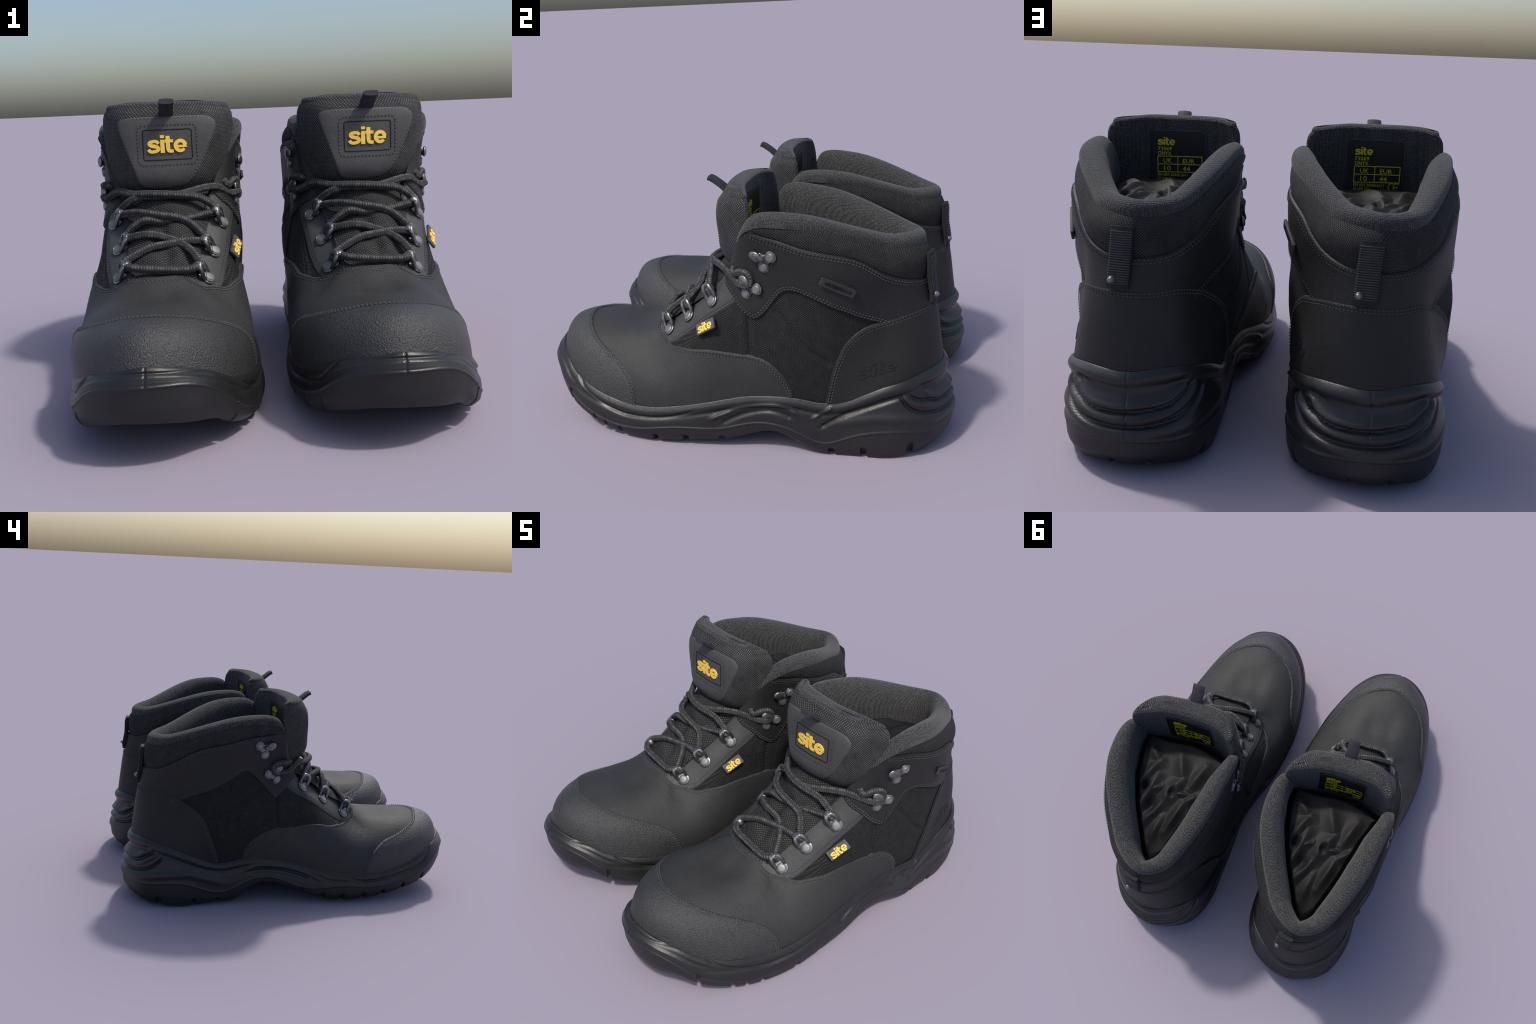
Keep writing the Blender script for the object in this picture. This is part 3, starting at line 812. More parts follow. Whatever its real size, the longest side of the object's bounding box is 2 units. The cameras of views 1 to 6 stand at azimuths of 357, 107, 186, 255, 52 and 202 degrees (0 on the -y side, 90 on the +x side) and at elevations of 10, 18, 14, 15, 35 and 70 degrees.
mid_y = .5 * (np.interp(top[:, 0], _f[_fo, 0], _f[_fo, 1]) + np.interp(top[:, 0], _b[_bo, 0], _b[_bo, 1]))
cap = []
for q in np.linspace(0, 1, 12)[1:]:
    c = math.cos(q * math.pi / 2)
    r = top.copy(); r[:, 1] = mid_y + (top[:, 1] - mid_y) * c; r[:, 0] = top[:, 0] * (1 - .05 * (1 - c)); r[:, 2] += .020 * math.sin(q * math.pi / 2)
    cap.append(r)
T3 = np.concatenate([rings, np.array(cap)], 0)              # rows x NR
T3n = np.transpose(T3, (1, 0, 2))
nT = grid_normals(T3n)
if (nT[NR // 4, nb // 2, 1]) > 0:
    nT = -nT
keepn = np.ones(T3n.shape[1]); keepn[-3:] = 0
T3n = T3n + nT * (lump(T3n, 71, 12) * .004 * keepn)[..., None]
TONGUE_PART = part("tongue", new_mesh("tongue", T3n.reshape(-1, 3), grid_faces(NR, T3n.shape[1], True, flip=True), M_TONGUE))
_me = PARTS[TONGUE_PART][1]; _me.materials.append(M_TONGUE_BACK)
_me.polygons.foreach_set("material_index", [1 if (p.center[1] > .05 and p.normal[1] > .3) or p.center[2] > 1.186 else 0 for p in _me.polygons])

# leather patch on the tongue, outlined in the front face's own (across, up) units
def tongue_patch(outline, lift, thick, mat, name, n=70):
    o = spline(outline, 240, True)
    cx = o.mean(0); rr = np.linspace(0, 1, 26)
    ab = cx + (o[:, None] - cx) * rr[None, :, None]
    P = tongue_at(ab[..., 1], ab[..., 0])
    i = np.clip((ab[..., 1] * (nb - 1)).astype(int), 0, nb - 1); j = np.clip((ab[..., 0] * (na - 1)).astype(int), 0, na - 1)
    Nn = tn[i, j]
    h = lift - thick * np.clip((rr - .93) / .07, 0, 1) ** 2
    P = P + Nn * h[None, :, None]
    return new_mesh(name, P.reshape(-1, 3), grid_faces(240, 26, True), mat), o
def find_tongue(p):
    d = ((tongue_front - np.asarray(p)) ** 2)[..., (0, 2)].sum(-1); i, j = np.unravel_index(np.argmin(d), d.shape)
    return j / (na - 1), i / (nb - 1)
out = [find_tongue(p) for p in [(.205, 0, 1.128), (.238, 0, 1.095), (.205, 0, 1.0), (.150, 0, .895), (.105, 0, .845), (.055, 0, .832), (-.02, 0, .828), (-.075, 0, .835), (-.105, 0, .87), (-.145, 0, .98), (-.178, 0, 1.09), (-.165, 0, 1.125), (-.10, 0, 1.133), (.03, 0, 1.135), (.15, 0, 1.132)]]
pm, pout = tongue_patch(out, .007, .010, M_PATCH, "tongue_patch")
PATCH = part("tongue_patch", pm, TONGUE_PART)
def loop_stitches(o, inset, lift):
    cx = o.mean(0); q = np.vstack([o, o[:1]])
    P = tongue_at(q[:, 1], q[:, 0])
    c3 = tongue_at(cx[1], cx[0]); d = c3 - P; d /= np.linalg.norm(d, axis=1)[:, None]
    P = P + d * inset; P[:, 1] -= lift
    L = np.r_[0, np.cumsum(np.linalg.norm(np.diff(P, axis=0), axis=1))]
    for x in np.arange(0, L[-1], .0155):
        a_, b_ = (np.array([np.interp(x + k, L, P[:, c]) for c in range(3)]) for k in (0, .0105))
        STITCHES.append((a_, b_, np.array([0, -1.0, .1]), np.cross(b_ - a_, [0, -1, 0]) / (np.linalg.norm(b_ - a_) + 1e-9)))
loop_stitches(pout, .011, .0085)
def rounded_rect(x0, x1, z0, z1, r, n=6):
    o = []
    for cx, cz, a0 in ((x1 - r, z1 - r, 0), (x0 + r, z1 - r, 90), (x0 + r, z0 + r, 180), (x1 - r, z0 + r, 270)):
        for k in range(n + 1):
            w = math.radians(a0 + 90 * k / n); o.append((cx + r * math.cos(w), 0, cz + r * math.sin(w)))
    return o

# text helper: letters as a mesh in the plane (x right, y up), centred
def letters(body, height, depth, weight=0.0, spacing=1.0, res=4):
    cu = bpy.data.curves.new("letters", "FONT"); cu.body = body; cu.size = 1; cu.extrude = 0; cu.offset = weight
    cu.space_character = spacing; cu.resolution_u = res; cu.fill_mode = "FRONT"
    o = bpy.data.objects.new("letters", cu); bpy.context.collection.objects.link(o)
    me = bpy.data.meshes.new_from_object(o.evaluated_get(bpy.context.evaluated_depsgraph_get()))
    bpy.data.objects.remove(o); bpy.data.curves.remove(cu)
    bm = bmesh.new(); bm.from_mesh(me); bpy.data.meshes.remove(me)
    bmesh.ops.remove_doubles(bm, verts=bm.verts, dist=1e-5)
    for _ in range(2):
        bmesh.ops.subdivide_edges(bm, edges=[e for e in bm.edges if e.calc_length() > .12], cuts=1)
    bmesh.ops.triangulate(bm, faces=bm.faces)
    r = bmesh.ops.extrude_face_region(bm, geom=list(bm.faces))
    for v in [x for x in r["geom"] if isinstance(x, bmesh.types.BMVert)]:
        v.co.z += 1.0
    bm.verts.ensure_lookup_table()
    V = np.array([v.co[:] for v in bm.verts]); F = [tuple(v.index for v in f.verts) for f in bm.faces]
    bm.free()
    lo, hi = V[:, :2].min(0), V[:, :2].max(0)
    V[:, :2] = (V[:, :2] - (lo + hi) / 2) * (height / (hi[1] - lo[1]))
    V[:, 2] *= depth
    return V, F, (hi - lo) * height / (hi[1] - lo[1])

# heavy rounded lettering drawn with broad strokes, in units of the x-height
def ribbon(path, w, depth, n=None, z0=0.0):
    P_ = spline(path, n, False) if n else np.asarray(path, float)
    tan = np.gradient(P_, axis=0); tan /= np.linalg.norm(tan, axis=1)[:, None]
    nn = np.c_[-tan[:, 1], tan[:, 0]]; w = np.broadcast_to(np.asarray(w, float), (len(P_),))[:, None]
    a_, b_ = P_ + nn * w / 2, P_ - nn * w / 2; k = len(P_)
    V_ = np.vstack([np.c_[a_, np.full(k, z0)], np.c_[b_, np.full(k, z0)], np.c_[a_, np.full(k, depth)], np.c_[b_, np.full(k, depth)]])
    F_ = []
    for i in range(k - 1):
        F_ += [(2 * k + i, 2 * k + i + 1, 3 * k + i + 1, 3 * k + i), (i, 2 * k + i, 2 * k + i + 1, i + 1)[::-1], (k + i, 3 * k + i, 3 * k + i + 1, k + i + 1)]
    F_ += [(0, k, 3 * k, 2 * k), (k - 1, 3 * k - 1, 4 * k - 1, 2 * k - 1)]
    return V_, F_
def brand_word(height, width, depth):
    """the four-letter word, lower case; height is that of the dot over the line"""
    s_ = ribbon([(.84, .70), (.70, .865), (.44, .885), (.19, .80), (.16, .66), (.33, .565), (.60, .50), (.80, .40), (.78, .22), (.50, .115), (.22, .13), (.07, .30)], np.interp(np.linspace(0, 1, 60), [0, .12, .5, .88, 1], [.27, .235, .29, .235, .27]), depth, 60)
    i_ = ribbon([(1.14, 0), (1.14, .5), (1.14, 1.0)], .32, depth * 1.01); dot = ribbon([(1.14, 1.12), (1.14, 1.34)], .32, depth * 1.01)
    t_ = ribbon([(1.56, 1.27), (1.56, .8), (1.56, .45), (1.59, .20), (1.72, .12), (1.97, .12)], np.interp(np.linspace(0, 1, 40), [0, .6, .8, 1], [.31, .31, .26, .24]), depth * 1.02, 40)
    x_ = ribbon([(1.32, .885), (1.6, .885), (1.96, .885)], .23, depth * 1.05)
    w_ = np.radians(np.linspace(-38, -352, 60)) + math.pi * 0
    e_ = ribbon(np.c_[2.50 + .365 * np.cos(w_), .50 + .375 * np.sin(w_)][:, :2], np.interp(np.linspace(0, 1, 60), [0, .1, .25, .5, .75, 1], [.20, .25, .27, .31, .27, .30]), depth * 1.03)
    bar_ = ribbon([(2.22, .46), (2.5, .46), (2.97, .46)], .185, depth * 1.06)
    V_, F_ = merge(s_, i_, dot, t_, x_, e_, bar_)
    V_[:, 0] = (V_[:, 0] - 1.51) * width / 2.98; V_[:, 1] = (V_[:, 1] - .67) * height / 1.36
    return V_, F_
V, F = brand_word(.0745, .163, .004)
X = V[:, 0] + .027; Z = V[:, 1] + 1.018
# smooth lookup of the face depth under every letter vertex
def face_y(x, z):
    P = tongue_at(np.full_like(x, .5), np.full_like(x, .5))
    b = np.interp(z, tongue_front[:, na // 2, 2], np.linspace(0, 1, nb))
    out_ = np.zeros_like(x)
    for k in range(len(x)):
        row = tongue_at(np.full(na, b[k]), np.linspace(0, 1, na))
        out_[k] = np.interp(-x[k], -row[:, 0], row[:, 1])
    return out_
Y = face_y(X, Z) - .0085 - V[:, 2]
part("logo_lettering", new_mesh("logo_lettering", np.c_[X, Y, Z], F, M_YELLOW, 40), TONGUE_PART)
fr = np.array(rounded_rect(-.073, .129, .953, 1.077, .008)); fr = np.vstack([fr, fr[:1]])
L = np.r_[0, np.cumsum(np.linalg.norm(np.diff(fr, axis=0), axis=1))]; tt = np.linspace(0, L[-1], 160)
fx, fz = np.interp(tt, L, fr[:, 0]), np.interp(tt, L, fr[:, 2])
V, F = tube(np.c_[fx, face_y(fx, fz) - .0075, fz], .0022, 6, False)
part("logo_frame", new_mesh("logo_frame", V, F, M_LABEL), TONGUE_PART)
fr = np.array(rounded_rect(-.095, .150, .932, 1.096, .02)); fr = np.vstack([fr, fr[:1]])
L = np.r_[0, np.cumsum(np.linalg.norm(np.diff(fr, axis=0), axis=1))]
for x in np.arange(0, L[-1], .0155):
    px_ = np.interp([x, x + .0105], L, fr[:, 0]); pz_ = np.interp([x, x + .0105], L, fr[:, 2]); py_ = face_y(px_, pz_) - .0082
    STITCHES.append((np.array([px_[0], py_[0], pz_[0]]), np.array([px_[1], py_[1], pz_[1]]), np.array([0, -1.0, .05]), None))

# pull tab on top of the tongue
def strap(path, width_dir, w, th, nseg=40, bulge=.002):
    path = spline(path, nseg); tan = np.gradient(path, axis=0); tan /= np.linalg.norm(tan, axis=1)[:, None]
    wd = np.asarray(width_dir, float); wd /= np.linalg.norm(wd)
    nn = np.cross(tan, wd); nn /= np.linalg.norm(nn, axis=1)[:, None]
    prof = [(-w / 2, -th * .3), (-w / 2 + th * .3, -th / 2), (0, -th / 2 - bulge), (w / 2 - th * .3, -th / 2), (w / 2, -th * .3), (w / 2, th * .3), (w / 2 - th * .3, th / 2), (0, th / 2 + bulge), (-w / 2 + th * .3, th / 2), (-w / 2, th * .3)]
    V = np.stack([path + wd * a_ + nn * b_ for a_, b_ in prof], 1)
    k_ = len(prof); F = []
    for i in range(nseg - 1):
        for j in range(k_):
            F.append((i * k_ + j, i * k_ + (j + 1) % k_, (i + 1) * k_ + (j + 1) % k_, (i + 1) * k_ + j))
    F += [tuple(range(k_))[::-1], tuple((nseg - 1) * k_ + j for j in range(k_))]
    return V.reshape(-1, 3), F
V, F = strap([(.028, -.015, 1.120), (.028, -.040, 1.148), (.030, -.070, 1.172), (.033, -.090, 1.186), (.034, -.105, 1.192)], (1, 0, 0), .060, .020)
part("pull_tab", new_mesh("pull_tab", V, F, M_PULL, 50), TONGUE_PART)

# size label sewn inside the tongue
gx = np.linspace(-.100, .145, 20); gz = np.linspace(.90, 1.133, 20)
BB = np.array([p for p in T3n.reshape(-1, 3) if p[1] > .05])
tree_b = KDTree(len(BB))
for i, p in enumerate(BB):
    tree_b.insert(Vector((p[0], 0, p[2])), i)
tree_b.balance()
def by(x, z):
    r = tree_b.find_n(Vector((x, 0, z)), 6)
    return float(np.mean([BB[q[1]][1] for q in r]))
LV = np.array([[(x, by(x, z) + .004, z) for z in gz] for x in gx])
LV2 = LV - np.array([0, .006, 0])
LV[0, :, 1] -= .003; LV[-1, :, 1] -= .003; LV[:, -1, 1] -= .003
part("size_label", new_mesh("size_label", LV.reshape(-1, 3), grid_faces(20, 20, False, flip=True), M_LABEL), TONGUE_PART)
edge = [(-.098, .93), (-.098, 1.120), (-.090, 1.130), (.020, 1.131), (.136, 1.130), (.143, 1.122), (.143, .93)]
eL = np.r_[0, np.cumsum(np.linalg.norm(np.diff(np.array(edge), axis=0), axis=1))]; et = np.linspace(0, eL[-1], 120)
ex, ez = np.interp(et, eL, np.array(edge)[:, 0]), np.interp(et, eL, np.array(edge)[:, 1])
V, F = tube(np.c_[ex, [by(x, z) + .0045 for x, z in zip(ex, ez)], ez], .0018, 6)
part("label_binding", new_mesh("label_binding", V, F, M_THREAD), TONGUE_PART)
def label_text(body, x_left, z_mid, height, weight, width=None):
    V, F, size = letters(body, height, .0015, weight, 1.0, 2)
    if width:
        V[:, 0] *= width / size[0]; size = (width, height)
    X = x_left - (V[:, 0] + size[0] / 2); Z = V[:, 1] + z_mid
    Y = np.array([by(x, z) for x, z in zip(X, Z)]) + .0055 + V[:, 2]
    return np.c_[X, Y, Z], F
V, F = brand_word(.034, .074, .0015)
X = .107 - (V[:, 0] + .037); Z = V[:, 1] + 1.086
bits = [(np.c_[X, np.array([by(x, z) for x, z in zip(X, Z)]) + .0055 + V[:, 2], Z], F), label_text("73569", .107, 1.054, .016, .012, .060), label_text("ONYX", .107, 1.034, .016, .012, .058),
        label_text("UK", .083, 1.003, .019, .012, .036), label_text("EUR", .000, 1.003, .019, .012, .052), label_text("10", .081, .970, .021, .01, .030), label_text("44", .000, .970, .021, .01, .032),
        label_text("EN ISO 20345:2011", .107, .942, .012, .01, .128), label_text("S3 WR SRA", .107, .925, .011, .01, .072), label_text("LY", -.046, .905, .011, .005, .016)]
def bar(x0, z0, x1, z1, w=.0035):
    dx, dz = (w / 2, 0) if abs(x1 - x0) < abs(z1 - z0) else (0, w / 2)
    q = [(x0 - dx, z0 - dz), (x0 + dx, z0 + dz), (x1 + dx, z1 + dz), (x1 - dx, z1 - dz)]
    V = [(x, by(x, z) + h, z) for h in (.0055, .007) for x, z in q]
    return np.array(V), [(0, 1, 2, 3), (7, 6, 5, 4), (0, 4, 5, 1), (1, 5, 6, 2), (2, 6, 7, 3), (3, 7, 4, 0)]
for b_ in ((.107, 1.021, -.084, 1.024), (.107, .987, -.084, .990), (.107, .953, -.084, .957), (.107, .953, .107, 1.021), (.021, .954, .021, 1.022), (-.084, .956, -.084, 1.024)):
    segs = np.linspace(0, 1, 7)
    for q0, q1 in zip(segs[:-1], segs[1:]):
        bits.append(bar(b_[0] + (b_[2] - b_[0]) * q0, b_[1] + (b_[3] - b_[1]) * q0, b_[0] + (b_[2] - b_[0]) * q1, b_[1] + (b_[3] - b_[1]) * q1))
for cx, mid_bar in ((-.052, False), (-.074, True)):                          # conformity mark: two open half circles
    w = np.radians(np.linspace(50, 310, 22)); px_ = cx - .013 * np.cos(w); pz_ = .937 + .016 * np.sin(w)
    bits.append(tube(np.c_[px_, [by(x, z) + .006 for x, z in zip(px_, pz_)], pz_], .0018, 6))
    if mid_bar:
        bits.append(bar(cx + .012, .937, cx - .006, .937))
V, F = merge(*bits)
part("label_lettering", new_mesh("label_lettering", V, F, M_LABELINK, 40), TONGUE_PART)

# folded gusset under the laces
GUS = np.array([
    [(.120, -.345, .500), (.060, -.372, .502), (-.040, -.380, .505), (-.100, -.370, .502), (-.145, -.335, .505)],
    [(.135, -.280, .552), (.060, -.305, .560), (-.030, -.310, .565), (-.090, -.300, .562), (-.145, -.275, .562)],
    [(.150, -.195, .608), (.070, -.225, .632), (-.020, -.232, .636), (-.090, -.225, .635), (-.155, -.190, .618)],
    [(.185, -.085, .690), (.090, -.135, .705), (-.000, -.145, .710), (-.090, -.128, .706), (-.172, -.085, .695)],
    [(.225, .030, .765), (.110, -.062, .768), (.000, -.090, .772), (-.080, -.078, .770), (-.200, .025, .765)],
    [(.250, .140, .800), (.130, .020, .815), (.000, -.010, .818), (-.080, .0, .816), (-.220, .130, .800)]])
ng, mg = 150, 110
g1 = cubic_eval(GUS, cubic_coeff(GUS, False), np.linspace(0, 5, ng), False)
gt = np.transpose(g1, (1, 0, 2)); g2 = np.transpose(cubic_eval(gt, cubic_coeff(gt, False), np.linspace(0, 4, mg), False), (1, 0, 2))
gn = grid_normals(g2, False)
if gn[ng // 2, mg // 2, 1] > 0:
    gn = -gn
u_ = np.linspace(0, 1, mg)[None, :]; v_ = np.linspace(0, 1, ng)[:, None]
wr = .008 * lump(g2, 81, 30) + .007 * (1 - np.abs(lump(g2, 83, 34))) - .028 * np.exp(-((u_ - .5) / .08) ** 2) * np.exp(-((v_ - .45) / .12) ** 2) - .02 * np.exp(-((u_ - .38) / .07) ** 2) * np.exp(-((v_ - .25) / .08) ** 2)
wr += .012 * np.exp(-((u_ - .42) / .16) ** 2) * np.exp(-((v_ - .72) / .10) ** 2)
g3 = g2 + gn * (wr - .002)[..., None]
part("gusset", new_mesh("gusset", g3.reshape(-1, 3), grid_faces(ng, mg, False), M_GUSSET), TONGUE_PART)

# ---------------------------------------------------------------- metalwork
def disc(r, h, n=24, dome=.35, z0=0.0):
    """turned rivet: flat rim and domed head"""
    prof = [(r, 0), (r, h * .5), (r * .95, h * .8), (r * .88, h * .85), (r * .82, h * .6), (r * .77, h * .65), (r * .68, h * (1 + dome * .5)), (r * .45, h * (1 + dome * .85)), (r * .2, h * (1 + dome)), (0.0001, h * (1 + dome * 1.02))]
    V = [(a * math.cos(2 * math.pi * k / n), a * math.sin(2 * math.pi * k / n), b + z0) for a, b in prof for k in range(n)]
    F = [(i * n + k, i * n + (k + 1) % n, (i + 1) * n + (k + 1) % n, (i + 1) * n + k) for i in range(len(prof) - 1) for k in range(n)]
    return np.array(V), F

def plate(centres, radii, h, n=48):
    """thin pressed plate: outline of joined discs"""
    pts = []
    c = np.mean(centres, 0)
    for k in range(n):
        w = 2 * math.pi * k / n; d = np.array([math.cos(w), math.sin(w)])
        best = 0
        for ctr, r in zip(centres, radii):
            q = np.asarray(ctr) - c; b = d @ q; disc_ = b * b - q @ q + r * r
            if disc_ > 0:
                best = max(best, b + math.sqrt(disc_))
        pts.append(c + d * max(best, min(radii) * .8))
    pts = np.array(pts)
    V = []
    for f, z in ((1.0, 0), (1.0, h * .6), (.93, h), (.5, h), (.02, h)):
        V += [(*(c + (p - c) * f), z) for p in pts]
    F = [(i * n + k, i * n + (k + 1) % n, (i + 1) * n + (k + 1) % n, (i + 1) * n + k) for i in range(4) for k in range(n)]
    return np.array(V), F

def eyelet_mesh():
    """riveted lace loop; +y points to the throat, z off the leather"""
    base = plate([(0, 0), (0, .026)], [.0265, .021], .005)
    riv = disc(.0205, .007, 28, .25); riv = (riv[0] + np.array([0, 0, .004]), riv[1])
    side = []
    for sg in (-1, 1):
        p = spline([(sg * .018, .008, .004), (sg * .020, .026, .014), (sg * .018, .042, .026), (sg * .013, .056, .033), (0, .060, .034)], 16)
        side.append(tube(p, np.interp(np.linspace(0, 1, 16), [0, .4, 1], [.0065, .0080, .0090]), 10))
    lip = tube(spline([(0, .060, .034), (0, .071, .027), (0, .073, .012), (0, .066, .003)], 14), np.linspace(.016, .012, 14), 12, flat=.5)
    ribs = [tube(spline([(x, .052, .039), (x, .066, .036), (x, .077, .024)], 8), .0035, 6) for x in (-.013, 0, .013)]
    return merge(base, *side, lip, *ribs), riv
(ev, ef), (rv, rf) = eyelet_mesh()
ev, rv = ev * np.array([1.2, 1.08, 1.12]), rv * np.array([1.15, 1.15, 1.1])
EYELET_MESH = new_mesh("eyelet", ev, ef, M_METAL, 50)
RIVET_MESH = new_mesh("rivet", rv, rf, M_RIVET, 50)
EYELETS = []
for c, toward in (((.171, -.305, .495), (.134, -.330, .558)), ((.200, -.188, .580), (.160, -.215, .637)), ((.241, -.051, .677), (.211, -.085, .741)),
                  ((-.189, -.287, .511), (-.141, -.317, .563)), ((-.199, -.155, .607), (-.152, -.184, .665)), ((-.226, -.017, .693), (-.189, -.054, .749))):
    P, N = on_upper(*locate(c)); M = frame_at(P + N * .001, N, np.asarray(toward) - np.asarray(c))
    EYELETS.append(M)
    q = part("eyelet", EYELET_MESH, None, None, M)
    part("rivet", RIVET_MESH, q, None, M)

def hook_mesh():
    """speed hook: three-lobed plate; the hook lobe lies at the origin, +y towards it"""
    r1, r2 = (.020, -.052), (-.032, -.036)
    pl = plate([r1, r2, (0, -.01), (-.004, -.032)], [.0225, .0225, .016, .022], .004, 72)
    hk = []
    n_, m_ = 14, 20
    for i in range(n_):                       # smooth domed tongue standing off the plate
        t_ = -math.pi / 2 + math.pi * i / (n_ - 1)
        for k_ in range(m_):
            w_ = 2 * math.pi * k_ / m_; cz_ = math.sin(t_)
            x_, y_ = .0205 * math.cos(t_) * math.cos(w_), .026 * math.cos(t_) * math.sin(w_)
            hk.append((x_, y_ + .002, .016 + .0095 * cz_ - .12 * y_))
    F = [(i * m_ + k_, i * m_ + (k_ + 1) % m_, (i + 1) * m_ + (k_ + 1) % m_, (i + 1) * m_ + k_) for i in range(n_ - 1) for k_ in range(m_)]
    neck = tube(spline([(0, -.020, .003), (0, -.022, .010), (0, -.012, .016)], 8), [.010, .011, .011, .011, .011, .011, .010, .009], 10)
    rv_ = []
    for c in (r1, r2):
        v, f = disc(.0185, .008, 24, .2); rv_.append((v + np.array([c[0], c[1], .003]), f))
    return merge(pl, (np.array(hk), F), neck), merge(*rv_)
(hv, hf), (hrv, hrf) = hook_mesh()
hv, hrv = hv * np.array([1.15, 1.15, 1.0]), hrv * np.array([1.15, 1.15, 1.0])
HOOK_MESH = new_mesh("lace_hook", hv, hf, M_METAL, 50)
HOOKR_MESH = new_mesh("hook_rivets", hrv, hrf, M_RIVET, 50)
def mirrored(me, name):
    m2 = me.copy(); m2.name = name
    co = np.empty(len(m2.vertices) * 3, np.float32); m2.vertices.foreach_get("co", co)
    co = co.reshape(-1, 3); co[:, 0] *= -1; m2.vertices.foreach_set("co", co.ravel()); m2.flip_normals(); m2.update()
    return m2
HOOK_MESH_IN, HOOKR_MESH_IN = mirrored(HOOK_MESH, "lace_hook_in"), mirrored(HOOKR_MESH, "hook_rivets_in")
HOOKS = []
for tip, mid_, inn in (((.326, .191, .924), (.322, .250, .905), 0), ((.313, .127, .805), (.305, .180, .753), 0),
                       ((-.285, .206, .940), (-.301, .275, .918), 1), ((-.280, .150, .805), (-.292, .200, .760), 1)):
    P, N = on_upper(*locate(tip)); M = frame_at(P + N * .005, N, np.asarray(tip) - np.asarray(mid_))
    HOOKS.append(M)
    q = part("lace_hook", HOOK_MESH_IN if inn else HOOK_MESH, None, None, M)
    part("hook_rivets", HOOKR_MESH_IN if inn else HOOKR_MESH, q, None, M)

# ---------------------------------------------------------------- laces
def lace(ctrl, name="lace", r=.0155):
    Lp = spline(ctrl, 60); n_ = int(np.linalg.norm(np.diff(Lp, axis=0), axis=1).sum() / .0032)
    path = spline(ctrl, n_)
    nr_ = 16
    V, F = tube(path, r, nr_)
    L_ = np.r_[0, np.cumsum(np.linalg.norm(np.diff(path, axis=0), axis=1))]
    ring_ = np.repeat(L_, nr_); th = np.tile(2 * np.pi * np.arange(nr_) / nr_, n_)
    br = np.sin(2 * th + ring_ * 300) * np.sin(2 * th - ring_ * 300)
    cen_ = np.repeat(path, nr_, 0)
    V = cen_ + (V - cen_) * (1 + .11 * br)[:, None]
    me = new_mesh(name, V, F, M_LACE); me.materials.append(M_LACE2)
    idx = []
    for f in me.polygons:
        w_ = np.mean([br[v] for v in f.vertices]); idx.append(1 if w_ > .25 and len(f.vertices) == 4 else 0)
    me.polygons.foreach_set("material_index", idx)
    return me
def tip(k):                                   # where a lace passes through eyelet k
    return place(EYELETS[k], [(0, .056, .020)])[0]
def near_tip(k, dx, dy, dz):
    return place(EYELETS[k], [(dx, dy, dz)])[0]
L0, L1, L2, I0, I1, I2 = (tip(k) for k in range(6))
HL, HI = place(HOOKS[1], [(0, -.006, .014)])[0], place(HOOKS[3], [(0, -.006, .014)])[0]
up = np.array([0, -.012, .012])
LACES = [
    # straight bar at the bottom
    [I0 + (-.012, .012, -.012), I0 + (.004, -.004, .002), (-.110, -.360, .556), (-.010, -.362, .546), (.095, -.357, .541), L0 + (-.004, -.004, .002), L0 + (.012, .012, -.012)],
    # first cross: over and under
    [I1 + (-.012, .012, -.012), I1 + (.006, -.008, .004), (-.070, -.205, .652), (.003, -.200, .636), (.060, -.222, .615), (.105, -.262, .590), L0 + (.0, .010, .020), L0 + (.012, .022, -.004)],
    [I0 + (-.012, .022, -.004), I0 + (.0, .012, .020), (-.085, -.268, .598), (-.030, -.250, .613), (.030, -.232, .617), (.095, -.215, .622), L1 + (-.008, -.004, .002), L1 + (.010, .012, -.012)],
    # second cross
    [I2 + (-.012, .012, -.012), I2 + (.006, -.010, .002), (-.110, -.120, .735), (-.030, -.150, .726), (.050, -.148, .711), (.110, -.150, .682), L1 + (-.002, .008, .022), L1 + (.010, .022, -.004)],
    [I1 + (-.012, .022, -.004), I1 + (.002, .010, .022), (-.090, -.158, .702), (-.030, -.150, .698), (.050, -.125, .696), (.130, -.100, .708), L2 + (-.006, -.006, .002), L2 + (.010, .012, -.012)],
    # third cross, out to the hooks
    [L2 + (.010, .022, -.004), L2 + (-.004, .006, .022), (.152, -.080, .788), (.080, -.102, .803), (-.004, -.110, .813), (-.085, -.085, .814), (-.140, -.038, .813), (-.190, .012, .822), (-.232, .060, .802), (-.262, .100, .786), HI + (.004, -.020, -.012), HI + (-.002, .010, -.014),
     HI + (.0, .026, .004), HI + (.004, .014, .034), (-.266, .112, .842), (-.254, .085, .846), (-.235, .095, .838), (-.20, .13, .83)],
    [I2 + (-.012, .022, -.004), I2 + (.004, .006, .022), (-.140, -.062, .784), (-.090, -.072, .800), (-.030, -.085, .800), (.060, -.090, .806), (.140, -.050, .822), (.209, .002, .826), (.252, .050, .806), (.288, .092, .786), HL + (-.004, -.020, -.012), HL + (.002, .010, -.014),
     HL + (.0, .026, .004), HL + (-.004, .014, .034), (.296, .105, .840), (.280, .078, .826), (.262, .062, .836), (.245, .085, .852), (.21, .13, .85)]]
for c in LACES:
    c = np.array([np.asarray(p, float) for p in c])
    mid_w = smooth(.17, .10, np.abs(c[:, 0])) * smooth(-.345, -.33, c[:, 1])
    c += mid_w[:, None] * np.array([0, -.012, .012]) * smooth(.83, .76, c[:, 2])[:, None]
    part("lace", lace(c))

